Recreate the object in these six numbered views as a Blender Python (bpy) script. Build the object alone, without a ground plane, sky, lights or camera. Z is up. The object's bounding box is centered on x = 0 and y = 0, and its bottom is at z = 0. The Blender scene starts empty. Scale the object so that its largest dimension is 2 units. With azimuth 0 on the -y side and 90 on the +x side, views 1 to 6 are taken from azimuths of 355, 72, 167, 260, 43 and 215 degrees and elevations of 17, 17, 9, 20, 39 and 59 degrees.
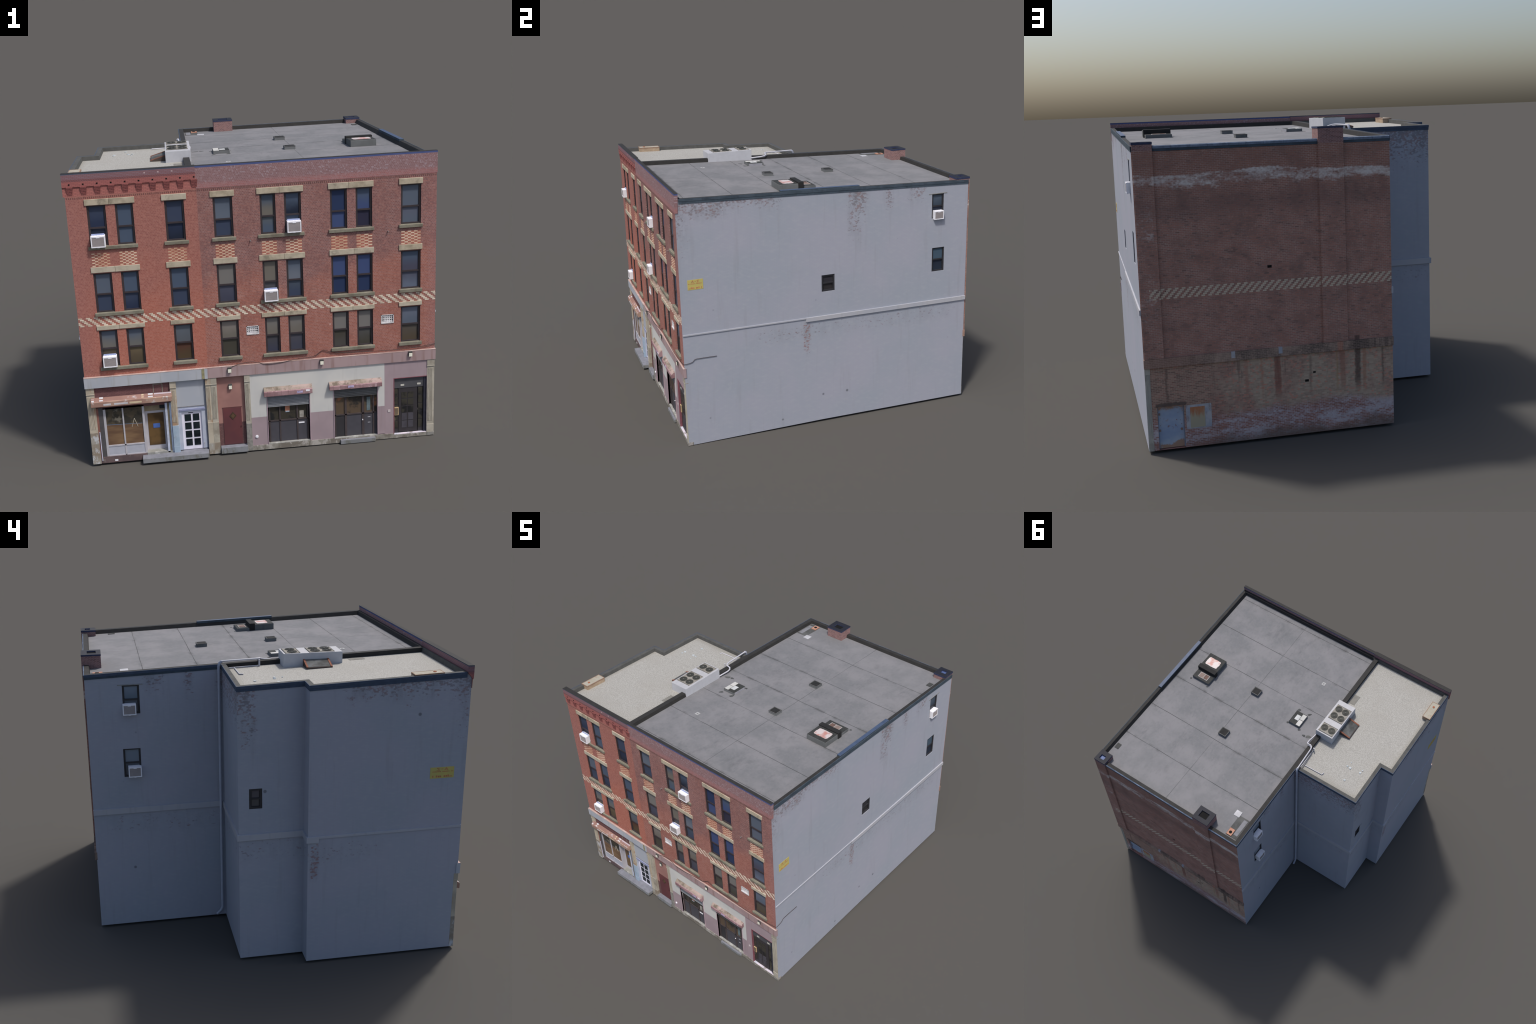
import bpy, math, random
from mathutils import Vector
random.seed(7)
COL = bpy.context.scene.collection

# ------------------------------------------------------------------ colours
def lin(c):
    c /= 255.0
    return c / 12.92 if c < .04045 else ((c + .055) / 1.055) ** 2.4
def V(r, g, b, k=.76):      # base colour of an upright sunlit face, from its look
    return (lin(r) / k, lin(g) / k, lin(b) / k, 1)
def H(r, g, b):             # base colour of a flat sunlit face
    return V(r, g, b, 1.38)
def S(r, g, b):             # base colour of a face lit by the sky alone
    return (lin(r) / .165, lin(g) / .20, lin(b) / .26, 1)
def G(v):
    return (v, v, v, 1)

# ------------------------------------------------------------------ node helper
class N:
    def __init__(s, name, rough=.9, spec=.2, metal=0):
        s.m = bpy.data.materials.new(name); s.m.use_nodes = True
        s.t = s.m.node_tree; s.b = s.t.nodes['Principled BSDF']
        s.b.inputs['Roughness'].default_value = rough
        s.b.inputs['Specular IOR Level'].default_value = spec
        s.b.inputs['Metallic'].default_value = metal
        s._pos = None
    def new(s, t, **kw):
        n = s.t.nodes.new(t)
        for k, v in kw.items(): setattr(n, k, v)
        return n
    def put(s, sock, v):
        if isinstance(v, bpy.types.NodeSocket): s.t.links.new(v, sock)
        else: sock.default_value = v
    def coord(s):
        if not s._pos: s._pos = s.new('ShaderNodeTexCoord').outputs['Object']
        return s._pos
    def xyz(s):
        n = s.new('ShaderNodeSeparateXYZ'); s.put(n.inputs[0], s.coord()); return n.outputs
    def comb(s, x=0., y=0., z=0.):
        n = s.new('ShaderNodeCombineXYZ')
        for i, v in enumerate((x, y, z)): s.put(n.inputs[i], v)
        return n.outputs[0]
    def math(s, op, a, b=0.):
        n = s.new('ShaderNodeMath', operation=op); s.put(n.inputs[0], a); s.put(n.inputs[1], b)
        return n.outputs[0]
    def mul(s, a, b): return s.math('MULTIPLY', a, b)
    def add(s, a, b): return s.math('ADD', a, b)
    def inv(s, a): return s.math('SUBTRACT', 1., a)
    def vmul(s, v, k):
        n = s.new('ShaderNodeVectorMath', operation='MULTIPLY'); s.put(n.inputs[0], v); n.inputs[1].default_value = k
        return n.outputs[0]
    def vadd(s, v, w):
        n = s.new('ShaderNodeVectorMath', operation='ADD'); s.put(n.inputs[0], v); s.put(n.inputs[1], w)
        return n.outputs[0]
    def mix(s, f, a, b, mode='MIX'):
        n = s.new('ShaderNodeMix', data_type='RGBA', blend_type=mode)
        s.put(n.inputs[0], f); s.put(n.inputs[6], a); s.put(n.inputs[7], b)
        return n.outputs[2]
    def step(s, v, lo, hi, a=0., b=1.):
        n = s.new('ShaderNodeMapRange', interpolation_type='SMOOTHSTEP')
        s.put(n.inputs[0], v)
        for i, q in enumerate((lo, hi, a, b)): n.inputs[i + 1].default_value = q
        return n.outputs[0]
    def band(s, v, lo, hi, soft=.01):
        return s.mul(s.step(v, lo - soft, lo + soft), s.step(v, hi - soft, hi + soft, 1., 0.))
    def noise(s, scale, detail=3., rough=.6, stretch=None, off=None, vec=None):
        v = vec if vec is not None else s.coord()
        if stretch: v = s.vmul(v, stretch)
        if off is not None: v = s.vadd(v, off)
        n = s.new('ShaderNodeTexNoise'); s.put(n.inputs['Vector'], v)
        n.inputs['Scale'].default_value = scale; n.inputs['Detail'].default_value = detail
        n.inputs['Roughness'].default_value = rough
        return n.outputs['Fac']
    def rand(s):
        return s.new('ShaderNodeObjectInfo').outputs['Random']
    def randoff(s):
        r = s.mul(s.rand(), 37.); return s.comb(r, r, r)
    def brick(s, vec, w, h, mortar, c1, c2, cm, bias=0., smooth=.2):
        n = s.new('ShaderNodeTexBrick'); s.put(n.inputs['Vector'], vec)
        for k, v in (('Color1', c1), ('Color2', c2), ('Mortar', cm)): s.put(n.inputs[k], v)
        n.inputs['Scale'].default_value = 1.; n.inputs['Mortar Size'].default_value = mortar
        n.inputs['Mortar Smooth'].default_value = smooth; n.inputs['Bias'].default_value = bias
        n.inputs['Brick Width'].default_value = w; n.inputs['Row Height'].default_value = h
        return n.outputs['Color'], n.outputs['Fac']
    def cells(s, u, v, w, h):
        """white noise per brick-sized cell, rows staggered"""
        row = s.math('FLOOR', s.math('DIVIDE', v, h))
        sh = s.mul(s.inv(s.math('MODULO', row, 2.)), .5)
        c = s.math('FLOOR', s.add(s.math('DIVIDE', u, w), sh))
        n = s.new('ShaderNodeTexWhiteNoise', noise_dimensions='2D')
        s.put(n.inputs['Vector'], s.comb(c, row)); return n.outputs['Value']
    def bump(s, h, strength=.3, dist=.002):
        n = s.new('ShaderNodeBump'); s.put(n.inputs['Height'], h)
        n.inputs['Strength'].default_value = strength; n.inputs['Distance'].default_value = dist
        s.t.links.new(n.outputs[0], s.b.inputs['Normal'])
    def out(s, c):
        s.put(s.b.inputs['Base Color'], c); return s.m

def flat(name, c, rough=.85, spec=.2, var=.12, scale=30., metal=0):
    """plain colour with a little uneven wear"""
    n = N(name, rough, spec, metal)
    f = n.step(n.noise(scale, 4., off=n.randoff()), .3, .7)
    d = tuple(q * (1 - var) for q in c[:3]) + (1,); e = tuple(min(1, q * (1 + var)) for q in c[:3]) + (1,)
    return n.out(n.mix(f, d, e))

# ------------------------------------------------------------------ materials
BW, BH = .0130, .0083
RW_, RH_ = .0235, .0086
def mat_front_brick():
    n = N('front_brick', .92)
    x, y, z = n.xyz()
    vec = n.comb(x, z)
    big = n.noise(3.2, 3.); mid = n.noise(11., 4., .65); fine = n.noise(90., 3., .7)
    left = n.step(x, -.305, -.297, 1., 0.)
    low = n.step(n.add(z, n.mul(n.add(big, -.5), .8)), .80, 1.25, 1., 0.)
    cl = n.mix(low, V(132, 84, 78), V(153, 89, 73))
    cr = n.mix(n.step(n.add(low, n.mul(n.add(mid, -.5), .8)), .15, .95), V(110, 78, 76), V(138, 84, 70))
    base = n.mix(left, cr, cl)
    edge = n.step(n.add(x, n.mul(n.add(big, -.5), .16)), -.96, -.80, 1., 0.)
    base = n.mix(n.mul(edge, .7), base, V(130, 86, 84))
    base = n.mix(n.mul(n.step(x, .88, .95), .5), base, V(128, 90, 92))
    # sooty patches, dusty patches
    soot = n.step(n.noise(8., 5., .7, stretch=(1., 1., .6), off=(3., 0., 5.)), .57, .76)
    base = n.mix(n.mul(soot, .40), base, V(92, 66, 63))
    dusty = n.step(n.noise(7., 5., .7, off=(9., 2., 1.)), .55, .75)
    base = n.mix(n.mul(n.mul(dusty, n.inv(n.mul(left, .7))), .40), base, V(152, 120, 110))
    # shade-grey dirt washed down below each row of sills
    for zs in (1.229, .868, .562):
        under = n.mul(n.band(n.add(z, n.mul(n.add(mid, -.5), .03)), zs - .032, zs + .01, .012), .25)
        base = n.mix(n.mul(under, n.step(mid, .40, .62)), base, V(78, 58, 56))
    cell = n.cells(x, z, BW, BH)
    base = n.mix(n.mul(cell, .30), base, n.mix(cell, V(100, 60, 54), V(164, 108, 96)))
    base = n.mix(n.mul(n.step(fine, .40, .70), .30), base, V(164, 124, 114))
    base = n.mix(n.mul(n.step(fine, .58, .38), .22), base, V(96, 62, 58))
    mort = n.mix(left, n.mix(n.step(mid, .38, .62), V(118, 92, 90), V(136, 114, 112)), V(144, 102, 92))
    col, fac = n.brick(vec, BW, BH, .0009, base, base, mort, smooth=.4)
    n.bump(n.inv(fac), .18, .0010)
    # a few white paint flecks round the lower windows
    vo = n.new('ShaderNodeTexVoronoi'); n.put(vo.inputs['Vector'], n.coord()); vo.inputs['Scale'].default_value = 24.
    fl = n.mul(n.step(vo.outputs['Distance'], .07, .12, 1., 0.), n.mul(n.step(n.noise(4., 2., off=(2., 9., 4.)), .52, .58), n.mul(n.inv(left), n.band(z, .55, .80, .03))))
    col = n.mix(n.mul(fl, .6), col, V(190, 182, 180))
    # dentil course of dark gaps below the parapet
    den = n.mul(n.band(z, 1.4975, 1.507, .0015), n.step(n.math('PINGPONG', x, .0052), .0008, .0042))
    col = n.mix(n.mul(den, .70), col, V(70, 50, 50))
    return n.out(col)

def mat_parapet_brick():
    n = N('parapet_brick', .92)
    x, y, z = n.xyz()
    cell = n.cells(x, z, .0062, .0062)
    fine = n.noise(100., 3., .7)
    base = n.mix(n.noise(10., 4., .7), V(110, 84, 86), V(128, 98, 99))
    rose = n.step(n.add(z, n.mul(n.add(n.noise(6., 3.), -.5), .02)), 1.530, 1.552, 1., 0.)
    base = n.mix(n.mul(rose, .85), base, V(140, 92, 90))
    base = n.mix(n.mul(n.step(cell, .3, 1.), .30), base, V(146, 122, 122))
    sp = n.mul(n.step(cell, .80, .90), n.mul(n.step(n.noise(9., 4., .7, stretch=(1., 1., 2.)), .34, .56), n.inv(n.mul(rose, .9))))
    base = n.mix(n.mul(sp, .42), base, V(154, 150, 160))
    base = n.mix(n.mul(n.step(fine, .55, .35), .3), base, V(92, 66, 68))
    col, fac = n.brick(n.comb(x, z), .0105, BH, .0008, base, base, V(134, 112, 114), smooth=.4)
    col = n.mix(n.step(z, 1.6185, 1.620), col, V(66, 76, 114))
    n.bump(n.inv(fac), .15, .001)
    return n.out(col)

def mat_cornice():
    n = N('cornice_brick', .92)
    x, y, z = n.xyz()
    base = n.mix(n.noise(14., 3.), V(134, 80, 77), V(150, 94, 90))
    top = n.mix(n.noise(14., 3.), V(108, 86, 93), V(122, 98, 104))
    base = n.mix(n.step(z, 1.557, 1.560, 1., 0.), base, n.mix(n.noise(14., 3.), V(146, 90, 84), V(160, 104, 97)))
    base = n.mix(n.step(z, 1.598, 1.601), base, top)
    chk = n.mul(n.band(z, 1.588, 1.600, .0008), n.add(.55, n.mul(n.step(n.math('PINGPONG', n.add(x, z), .006), .002, .004), .45)))
    base = n.mix(n.mul(chk, .75), base, V(72, 64, 72))
    col, fac = n.brick(n.comb(n.add(x, y), z), .02, .0075, .0008, base, base, V(112, 72, 71))
    col = n.mix(n.step(z, 1.624, 1.626), col, V(66, 74, 88))
    n.bump(n.inv(fac), .3, .001)
    return n.out(col)

def mat_corbel():
    n = N('corbel_brick', .92)
    x, y, z = n.xyz()
    c, f = n.brick(n.comb(x, z), .016, .0082, .0009, V(116, 68, 66), V(128, 76, 73), V(88, 54, 54))
    return n.out(c)

def mat_painted():
    """pale grey-blue painted brick of the party walls"""
    n = N('painted_brick', .85, .25)
    x, y, z = n.xyz()
    u = n.add(x, y)
    base = n.mix(n.step(n.noise(2.2, 3.), .3, .7), V(136, 141, 151), V(142, 143, 154))
    base = n.mix(n.mul(n.step(n.noise(26., 4., stretch=(1., 1., 2.2)), .45, .75), .35), base, V(150, 151, 158))
    strk = n.step(n.noise(9., 4., stretch=(3., 3., .25), off=(4., 1., 0.)), .54, .72)
    base = n.mix(n.mul(strk, .22), base, V(122, 124, 128))
    # bare, dirty bricks: near the top, and in a few falling streaks
    cell = n.cells(u, z, .012, .0088)
    spot = n.step(n.noise(42., 5., .8, stretch=(.7, .7, 1.7), off=(2., 7., 1.)), .38, .72)
    topz = n.step(n.add(z, n.mul(n.add(n.noise(5., 3.), -.5), .22)), 1.42, 1.55)
    f1 = n.mul(n.band(y, -.99, -.30, .05), n.mul(topz, .52))
    cor = n.mul(n.step(y, -.95, -.83, 1., 0.), n.mul(n.step(z, 1.12, 1.5), .44))
    st1 = n.mul(n.band(y, .165, .27, .03), n.mul(n.step(z, 1.24, 1.52), .62))
    st2 = n.mul(n.band(y, .14, .235, .02), n.mul(n.step(z, 1.10, 1.4), .42))
    st3 = n.mul(n.band(y, .40, .45, .02), n.mul(n.step(z, 1.30, 1.5), .5))
    st4 = n.mul(n.band(y, .56, .68, .03), n.mul(n.step(z, 1.36, 1.5), .42))
    st5 = n.mul(n.band(y, -.17, -.12, .012), n.mul(n.band(z, .50, .72, .03), .46))
    st6 = n.mul(n.band(y, -.5, .9, .1), n.mul(n.band(z, .60, .71, .04), .20))
    # the rear face of the wing sheds its paint below the parapet
    rear = n.mul(n.mul(n.band(y, .20, .26, .01), n.band(x, -.87, -.5, .05)), n.mul(n.step(z, 1.22, 1.52), .58))
    wear = f1
    for q in (cor, st1, st2, st3, st4, st5, st6, rear): wear = n.math('MAXIMUM', wear, q)
    amount = n.add(n.mul(cell, .5), n.mul(spot, .55))
    bare = n.mul(n.step(n.add(amount, wear), .86, 1.06), n.step(wear, .02, .12))
    bcol = n.mix(n.step(n.noise(20., 2.), .4, .6), V(96, 90, 94), V(112, 86, 84))
    bcol = n.mix(n.step(n.add(n.mul(st5, 2.), 0.), .2, .8), bcol, V(120, 80, 75))
    haze = n.mul(n.step(n.noise(9., 5., .75, stretch=(1.6, 1.6, .7), off=(5., 5., 0.)), .40, .68), n.mul(wear, 1.1))
    col = n.mix(haze, base, V(112, 114, 120))
    col = n.mix(n.mul(bare, .62), col, bcol)
    soil = n.step(n.noise(5., 5., off=(1., 3., 8.)), .60, .8)
    col = n.mix(n.mul(soil, .15), col, V(118, 122, 128))
    # stray nail holes
    vo = n.new('ShaderNodeTexVoronoi'); n.put(vo.inputs['Vector'], n.coord()); vo.inputs['Scale'].default_value = 4.2
    hole = n.step(vo.outputs['Distance'], .025, .05, 1., 0.)
    col = n.mix(n.mul(hole, .7), col, V(74, 76, 82))
    c2, fac = n.brick(n.comb(u, z), .024, .0088, .0009, G(1), G(1), G(0))
    n.bump(n.inv(fac), .12, .0008)
    return n.out(n.mix(n.mul(fac, .10), col, V(112, 116, 122)))

def mat_back_brick():
    n = N('rear_brick', .93)
    x, y, z = n.xyz()
    u = n.add(x, y)
    vec = n.comb(u, z)
    big = n.noise(3., 4.); mid = n.noise(12., 4.); fin = n.noise(70., 3., .7)
    cell = n.cells(u, z, RW_, RH_); cell2 = n.cells(n.add(u, 3.3), z, RW_ * .5, RH_)
    red = n.mix(mid, S(55, 45, 48), S(68, 55, 57))
    red = n.mix(n.mul(cell, .6), red, S(78, 58, 57))
    red = n.mix(n.mul(n.step(cell, .0, .12, 1., 0.), .45), red, S(44, 38, 40))
    red = n.mix(n.mul(n.step(fin, .5, .75), .5), red, S(84, 74, 74))
    upper = n.step(n.add(z, n.mul(n.add(big, -.5), .3)), 1.15, 1.45)
    red = n.mix(n.mul(upper, .5), red, S(56, 42, 42))
    mort = n.mix(n.step(mid, .35, .65), S(58, 54, 57), S(76, 72, 76))
    col, fac = n.brick(vec, RW_, RH_, .0010, red, red, mort, smooth=.3)
    # whitewash left in a broken band across the top
    patch = n.noise(9., 6., .75, stretch=(.55, .55, 1.6), off=(5., 0., 2.))
    wob = n.add(z, n.mul(n.add(n.noise(2.0, 2., off=(1., 0., 0.)), -.5), .10))
    wz = n.mul(n.step(wob, 1.25, 1.36), n.step(wob, 1.385, 1.41, 1., 0.))
    pil = n.mul(n.mul(n.step(x, .85, .87), n.step(z, .40, .6)), n.mul(n.step(z, 1.48, 1.42), .72))
    lowz = n.mul(n.step(wob, 1.10, 1.30), n.mul(n.step(wob, 1.385, 1.41, 1., 0.), .42))
    ww = n.add(n.mul(n.math('MAXIMUM', n.math('MAXIMUM', wz, lowz), pil), .46), n.add(n.mul(patch, .72), n.add(n.mul(cell2, .07), n.mul(fin, .14))))
    white = n.mul(n.step(ww, .82, 1.04), .80)
    col = n.mix(white, col, S(96, 102, 113))
    shade = n.mul(n.band(n.add(wob, n.mul(n.add(mid, -.5), .12)), 1.19, 1.29, .06), .40)
    col = n.mix(shade, col, S(44, 38, 42))
    grime = n.mul(n.step(n.noise(5., 6., .75, off=(8., 0., 3.)), .48, .72), .55)
    col = n.mix(grime, col, S(48, 43, 46))
    # ground storey: patched tan and pink brick, dark and rusty runs, lime at the foot
    low = n.step(z, .436, .440, 1., 0.)
    tanm = n.step(n.noise(3.6, 5., .65, stretch=(1., 1., .55), off=(0., 0., 3.)), .36, .54)
    tan = n.mix(tanm, n.mix(cell, S(58, 47, 49), S(76, 62, 62)), n.mix(cell, S(66, 63, 63), S(80, 77, 76)))
    tan = n.mix(n.mul(n.step(cell2, .80, .9), .7), tan, S(88, 62, 60))
    tan = n.mix(n.mul(n.step(fin, .5, .75), .45), tan, S(84, 80, 80))
    tan = n.mix(n.mul(n.step(x, .50, .66), .75), tan, n.mix(cell, S(52, 42, 44), S(72, 57, 57)))
    mort2 = n.mix(tanm, S(64, 59, 61), S(76, 73, 73))
    tan, f2 = n.brick(vec, RW_, RH_, .0010, tan, tan, mort2, smooth=.3)
    foot_ = n.step(n.add(z, n.mul(n.add(big, -.5), .14)), .15, .21, 1., 0.)
    lime = n.add(n.noise(8., 6., .75, stretch=(.45, .45, 1.8)), n.add(n.mul(f2, .12), n.mul(cell2, .10)))
    lime = n.add(lime, n.mul(n.step(x, .62, .40), .04))
    limes = n.mul(n.step(lime, .54, .72), n.add(.35, n.mul(fin, .7)))
    footc = n.mix(limes, n.mix(.3, col, S(60, 42, 46)), S(86, 92, 108))
    tan = n.mix(foot_, tan, footc)
    mud = n.mul(n.step(n.add(z, n.mul(n.add(n.noise(5., 5., .7), -.5), .16)), .01, .09, 1., 0.), n.step(x, .80, .5))
    tan = n.mix(n.mul(mud, .85), tan, S(44, 41, 43))
    soot = n.mul(n.step(n.noise(16., 4., .7, stretch=(2.4, 2.4, .22), off=(6., 0., 0.)), .56, .72), n.step(z, .22, .42))
    tan = n.mix(n.mul(soot, .6), tan, S(46, 42, 44))
    over = n.mul(n.band(n.add(x, n.mul(n.add(mid, -.5), .04)), .755, .905, .01), n.band(n.add(z, n.mul(n.add(fin, -.5), .02)), .236, .255, .006))
    tan = n.mix(n.mul(over, .8), tan, S(36, 34, 36))
    col = n.mix(low, col, tan)
    jag = n.add(x, n.mul(n.add(n.noise(26., 4., .7), -.5), .022))
    run = n.mul(n.step(z, .18, .30), n.add(.65, n.mul(fin, .5)))
    for cx, w, k, zc in ((-.150, .014, .9, .515), (-.287, .005, .7, .48), (.105, .006, .45, .43), (.845, .004, .7, .435)):
        m = n.mul(n.band(jag, cx - w, cx + w, .006), n.mul(n.step(z, zc - .01, zc, 1., 0.), run))
        col = n.mix(n.mul(m, k), col, S(34, 31, 33))
    for cx, w, k, c in ((.278, .016, .8, S(54, 37, 37)), (-.068, .014, .6, S(64, 47, 45)), (-.038, .005, .6, S(70, 61, 49)), (-.186, .009, .6, S(70, 51, 45)), (.44, .008, .4, S(70, 48, 46)), (.36, .006, .4, S(74, 50, 44))):
        m = n.mul(n.mul(n.band(jag, cx - w, cx + w, .005), low), run)
        col = n.mix(n.mul(m, k), col, c)
    n.bump(n.inv(fac), .35, .0014)
    return n.out(col)

def mat_chimney_brick():  # rear brick retinted to match its sunlit look above the roof
    n = N('chimney_brick', .93)
    x, y, z = n.xyz()
    cell = n.cells(n.add(x, y), z, .016, .0062)
    c = n.mix(cell, V(100, 74, 72), V(126, 94, 90))
    col, fac = n.brick(n.comb(n.add(x, y), z), .016, .0062, .0008, c, c, V(140, 120, 120))
    n.bump(n.inv(fac), .3, .0012)
    return n.out(col)

def mat_concrete():
    n = N('stained_belt', .92)
    x, y, z = n.xyz()
    fin = n.noise(60., 3., .7)
    a = n.step(n.noise(7., 6., .75, stretch=(1., 1., .7)), .38, .62)
    c = n.mix(a, S(40, 38, 40), S(68, 63, 64))
    c = n.mix(n.mul(n.step(fin, .5, .7), .5), c, S(80, 72, 72))
    c = n.mix(n.mul(n.step(n.noise(4., 4., .7, off=(4., 0., 0.)), .48, .62), .65), c, S(40, 38, 41))
    c = n.mix(n.mul(n.step(x, .55, .8), .6), c, S(66, 55, 55))
    jag = n.add(x, n.mul(n.noise(30., 4.), .02))
    c = n.mix(n.mul(n.band(jag, -.155, -.115, .008), .85), c, S(33, 31, 33))
    c = n.mix(n.mul(n.band(jag, -.06, -.03, .008), .5), c, S(78, 50, 44))
    c = n.mix(n.mul(n.band(x, -.36, -.10, .01), n.mul(n.step(n.noise(12., 4., .7, stretch=(4., 1., .25)), .45, .6), .8)), c, S(36, 34, 36))
    cb, f = n.brick(n.comb(n.add(x, y), z), RW_, RH_, .0010, G(1), G(1), G(0), smooth=.3)
    return n.out(n.mix(n.mul(f, .30), c, S(88, 82, 84)))

def mat_roof():
    n = N('roof_felt', .9)
    x, y, z = n.xyz()
    c = n.mix(n.step(n.noise(5., 5., .65), .35, .65), H(128, 129, 132), H(144, 143, 146))
    c = n.mix(n.mul(n.step(n.noise(55., 3.), .45, .7), .30), c, H(146, 146, 149))
    blot = n.step(n.noise(5., 6., .72, stretch=(1.6, .7, 1.), off=(3., 1., 0.)), .54, .74)
    c = n.mix(n.mul(blot, .48), c, H(102, 103, 106))
    c = n.mix(n.mul(n.step(n.noise(34., 4., .7, stretch=(1.5, .7, 1.)), .52, .70), .32), c, H(112, 113, 116))
    pale = n.step(y, .35, .85, 0., .35)
    c = n.mix(n.mul(pale, n.noise(3., 3.)), c, H(150, 149, 151))
    # seams between the sheets
    wob = n.mul(n.add(n.noise(4., 2.), -.5), .008)
    sx = n.math('PINGPONG', n.add(n.add(y, wob), .5625), .1535)
    sm = n.step(sx, .0012, .0034, 1., 0.)
    sy = n.mul(n.step(n.math('ABSOLUTE', n.add(n.add(x, wob), -.315)), .0010, .0030, 1., 0.), .8)
    sy = n.mul(sy, n.inv(n.mul(n.band(y, .3, .43, .02), .7)))
    seam = n.mul(n.math('MAXIMUM', sm, sy), n.step(n.noise(7., 3.), .30, .6, .45, 1.))
    c = n.mix(n.mul(seam, .75), c, H(64, 64, 64))
    near = n.mul(n.step(sx, .0, .022, 1., 0.), n.step(n.noise(9., 4., off=(7., 0., 0.)), .50, .7))
    c = n.mix(n.mul(near, .65), c, H(86, 86, 87))
    return n.out(c)

def mat_gravel():
    n = N('roof_gravel', .95)
    x, y, z = n.xyz()
    c = n.mix(n.step(n.noise(150., 3., .7), .36, .64), H(168, 166, 160), H(192, 190, 184))
    c = n.mix(n.mul(n.step(n.noise(5., 4.), .48, .72), .35), c, H(172, 168, 160))
    rim = n.math('MAXIMUM', n.step(x, -.90, -.935), n.step(y, .16, .21))
    c = n.mix(n.mul(rim, .35), c, H(140, 137, 128))
    return n.out(c)

def mat_lintel():
    n = N('lintel_stone', .9)
    o = n.randoff()
    c = n.mix(n.step(n.noise(22., 4., off=o), .35, .65), V(138, 128, 110), V(160, 149, 131))
    c = n.mix(n.mul(n.rand(), .45), c, V(170, 164, 152))
    c = n.mix(n.mul(n.step(n.noise(13., 5., .7, off=o), .52, .7), .65), c, V(104, 98, 86))
    return n.out(c)
def mat_sill():
    n = N('sill_stone', .85, .3)
    o = n.randoff()
    c = n.mix(n.step(n.noise(26., 4., off=o), .35, .65), V(102, 100, 88), V(118, 114, 102))
    c = n.mix(n.mul(n.step(n.noise(13., 4., off=o), .50, .65), .65), c, V(80, 75, 64))
    return n.out(c)
def mat_streak(name, c, d, rust, k=.5, sc=14., thr=(.55, .72)):
    """painted or plastered face with faint vertical runs"""
    n = N(name, .88)
    o = n.randoff()
    b = n.mix(n.step(n.noise(5., 4., off=o), .35, .65), c, d)
    r = n.step(n.noise(sc, 3., stretch=(2.2, 2.2, .18), off=o), *thr)
    return n.out(n.mix(n.mul(r, k), b, rust))
def mat_worn(name, c, d, e, sc=16., thr=(.52, .64), k=.8):
    """peeling three-tone surface"""
    n = N(name, .9)
    o = n.randoff()
    b = n.mix(n.step(n.noise(sc * .6, 4., off=o), .40, .60), c, d)
    r = n.step(n.noise(sc, 5., .7, off=o, stretch=(1., 1., .6)), *thr)
    return n.out(n.mix(n.mul(r, k), b, e))
_glass = {}
def glass(a, b=None, rough=.35):  # sky reflections painted into each pane as a two-tone vertical gradient
    b = b or a
    key = (a, b)
    if key not in _glass:
        n = N('window_glass', rough, .25)
        x, y, z = n.xyz()
        g = n.step(n.add(z, n.mul(n.add(n.noise(18., 3., off=n.randoff()), -.5), .05)), -.04, .04)
        _glass[key] = n.out(n.mix(g, V(*b), V(*a)))
    return _glass[key]

FRONT = mat_front_brick(); PARBRICK = mat_parapet_brick(); CORN = mat_cornice(); PAINT = mat_painted()
BACK = mat_back_brick(); CONC = mat_concrete(); CHIM = mat_chimney_brick(); ROOF = mat_roof(); GRAVEL = mat_gravel()
LINTEL = mat_lintel(); SILL = mat_sill()
BITUMEN = flat('black_bitumen', H(57, 56, 55), .8, .25)
SHF = flat('shaded_flashing', V(60, 70, 86))
GREYCURB = flat('grey_bitumen', H(94, 94, 92), .85)
FLASH = mat_worn('metal_flashing', V(54, 64, 73), V(62, 72, 82), V(46, 52, 60), 20., (.5, .7), .6)
NAVY = flat('navy_capstone', H(40, 41, 50), .7, .3)
NAVYEDGE = flat('navy_capstone_edge', V(44, 50, 74), .7, .3)
BLUECAP = flat('blue_coping', H(76, 92, 120), .6, .4)
FRAME = flat('brown_window_frame', V(50, 44, 47), .5, .4)
DARKFRAME = flat('black_window_frame', V(40, 40, 44), .5, .4)
TRIM = mat_streak('painted_belt_course', V(146, 148, 156), V(152, 152, 157), V(128, 130, 134), .3)
WHITE = flat('white_metal', V(206, 206, 212), .5, .4, .05)
GRILLE = flat('grey_grille', V(136, 130, 130), .7, .3, .06)
PALEBRICK = None

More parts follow.
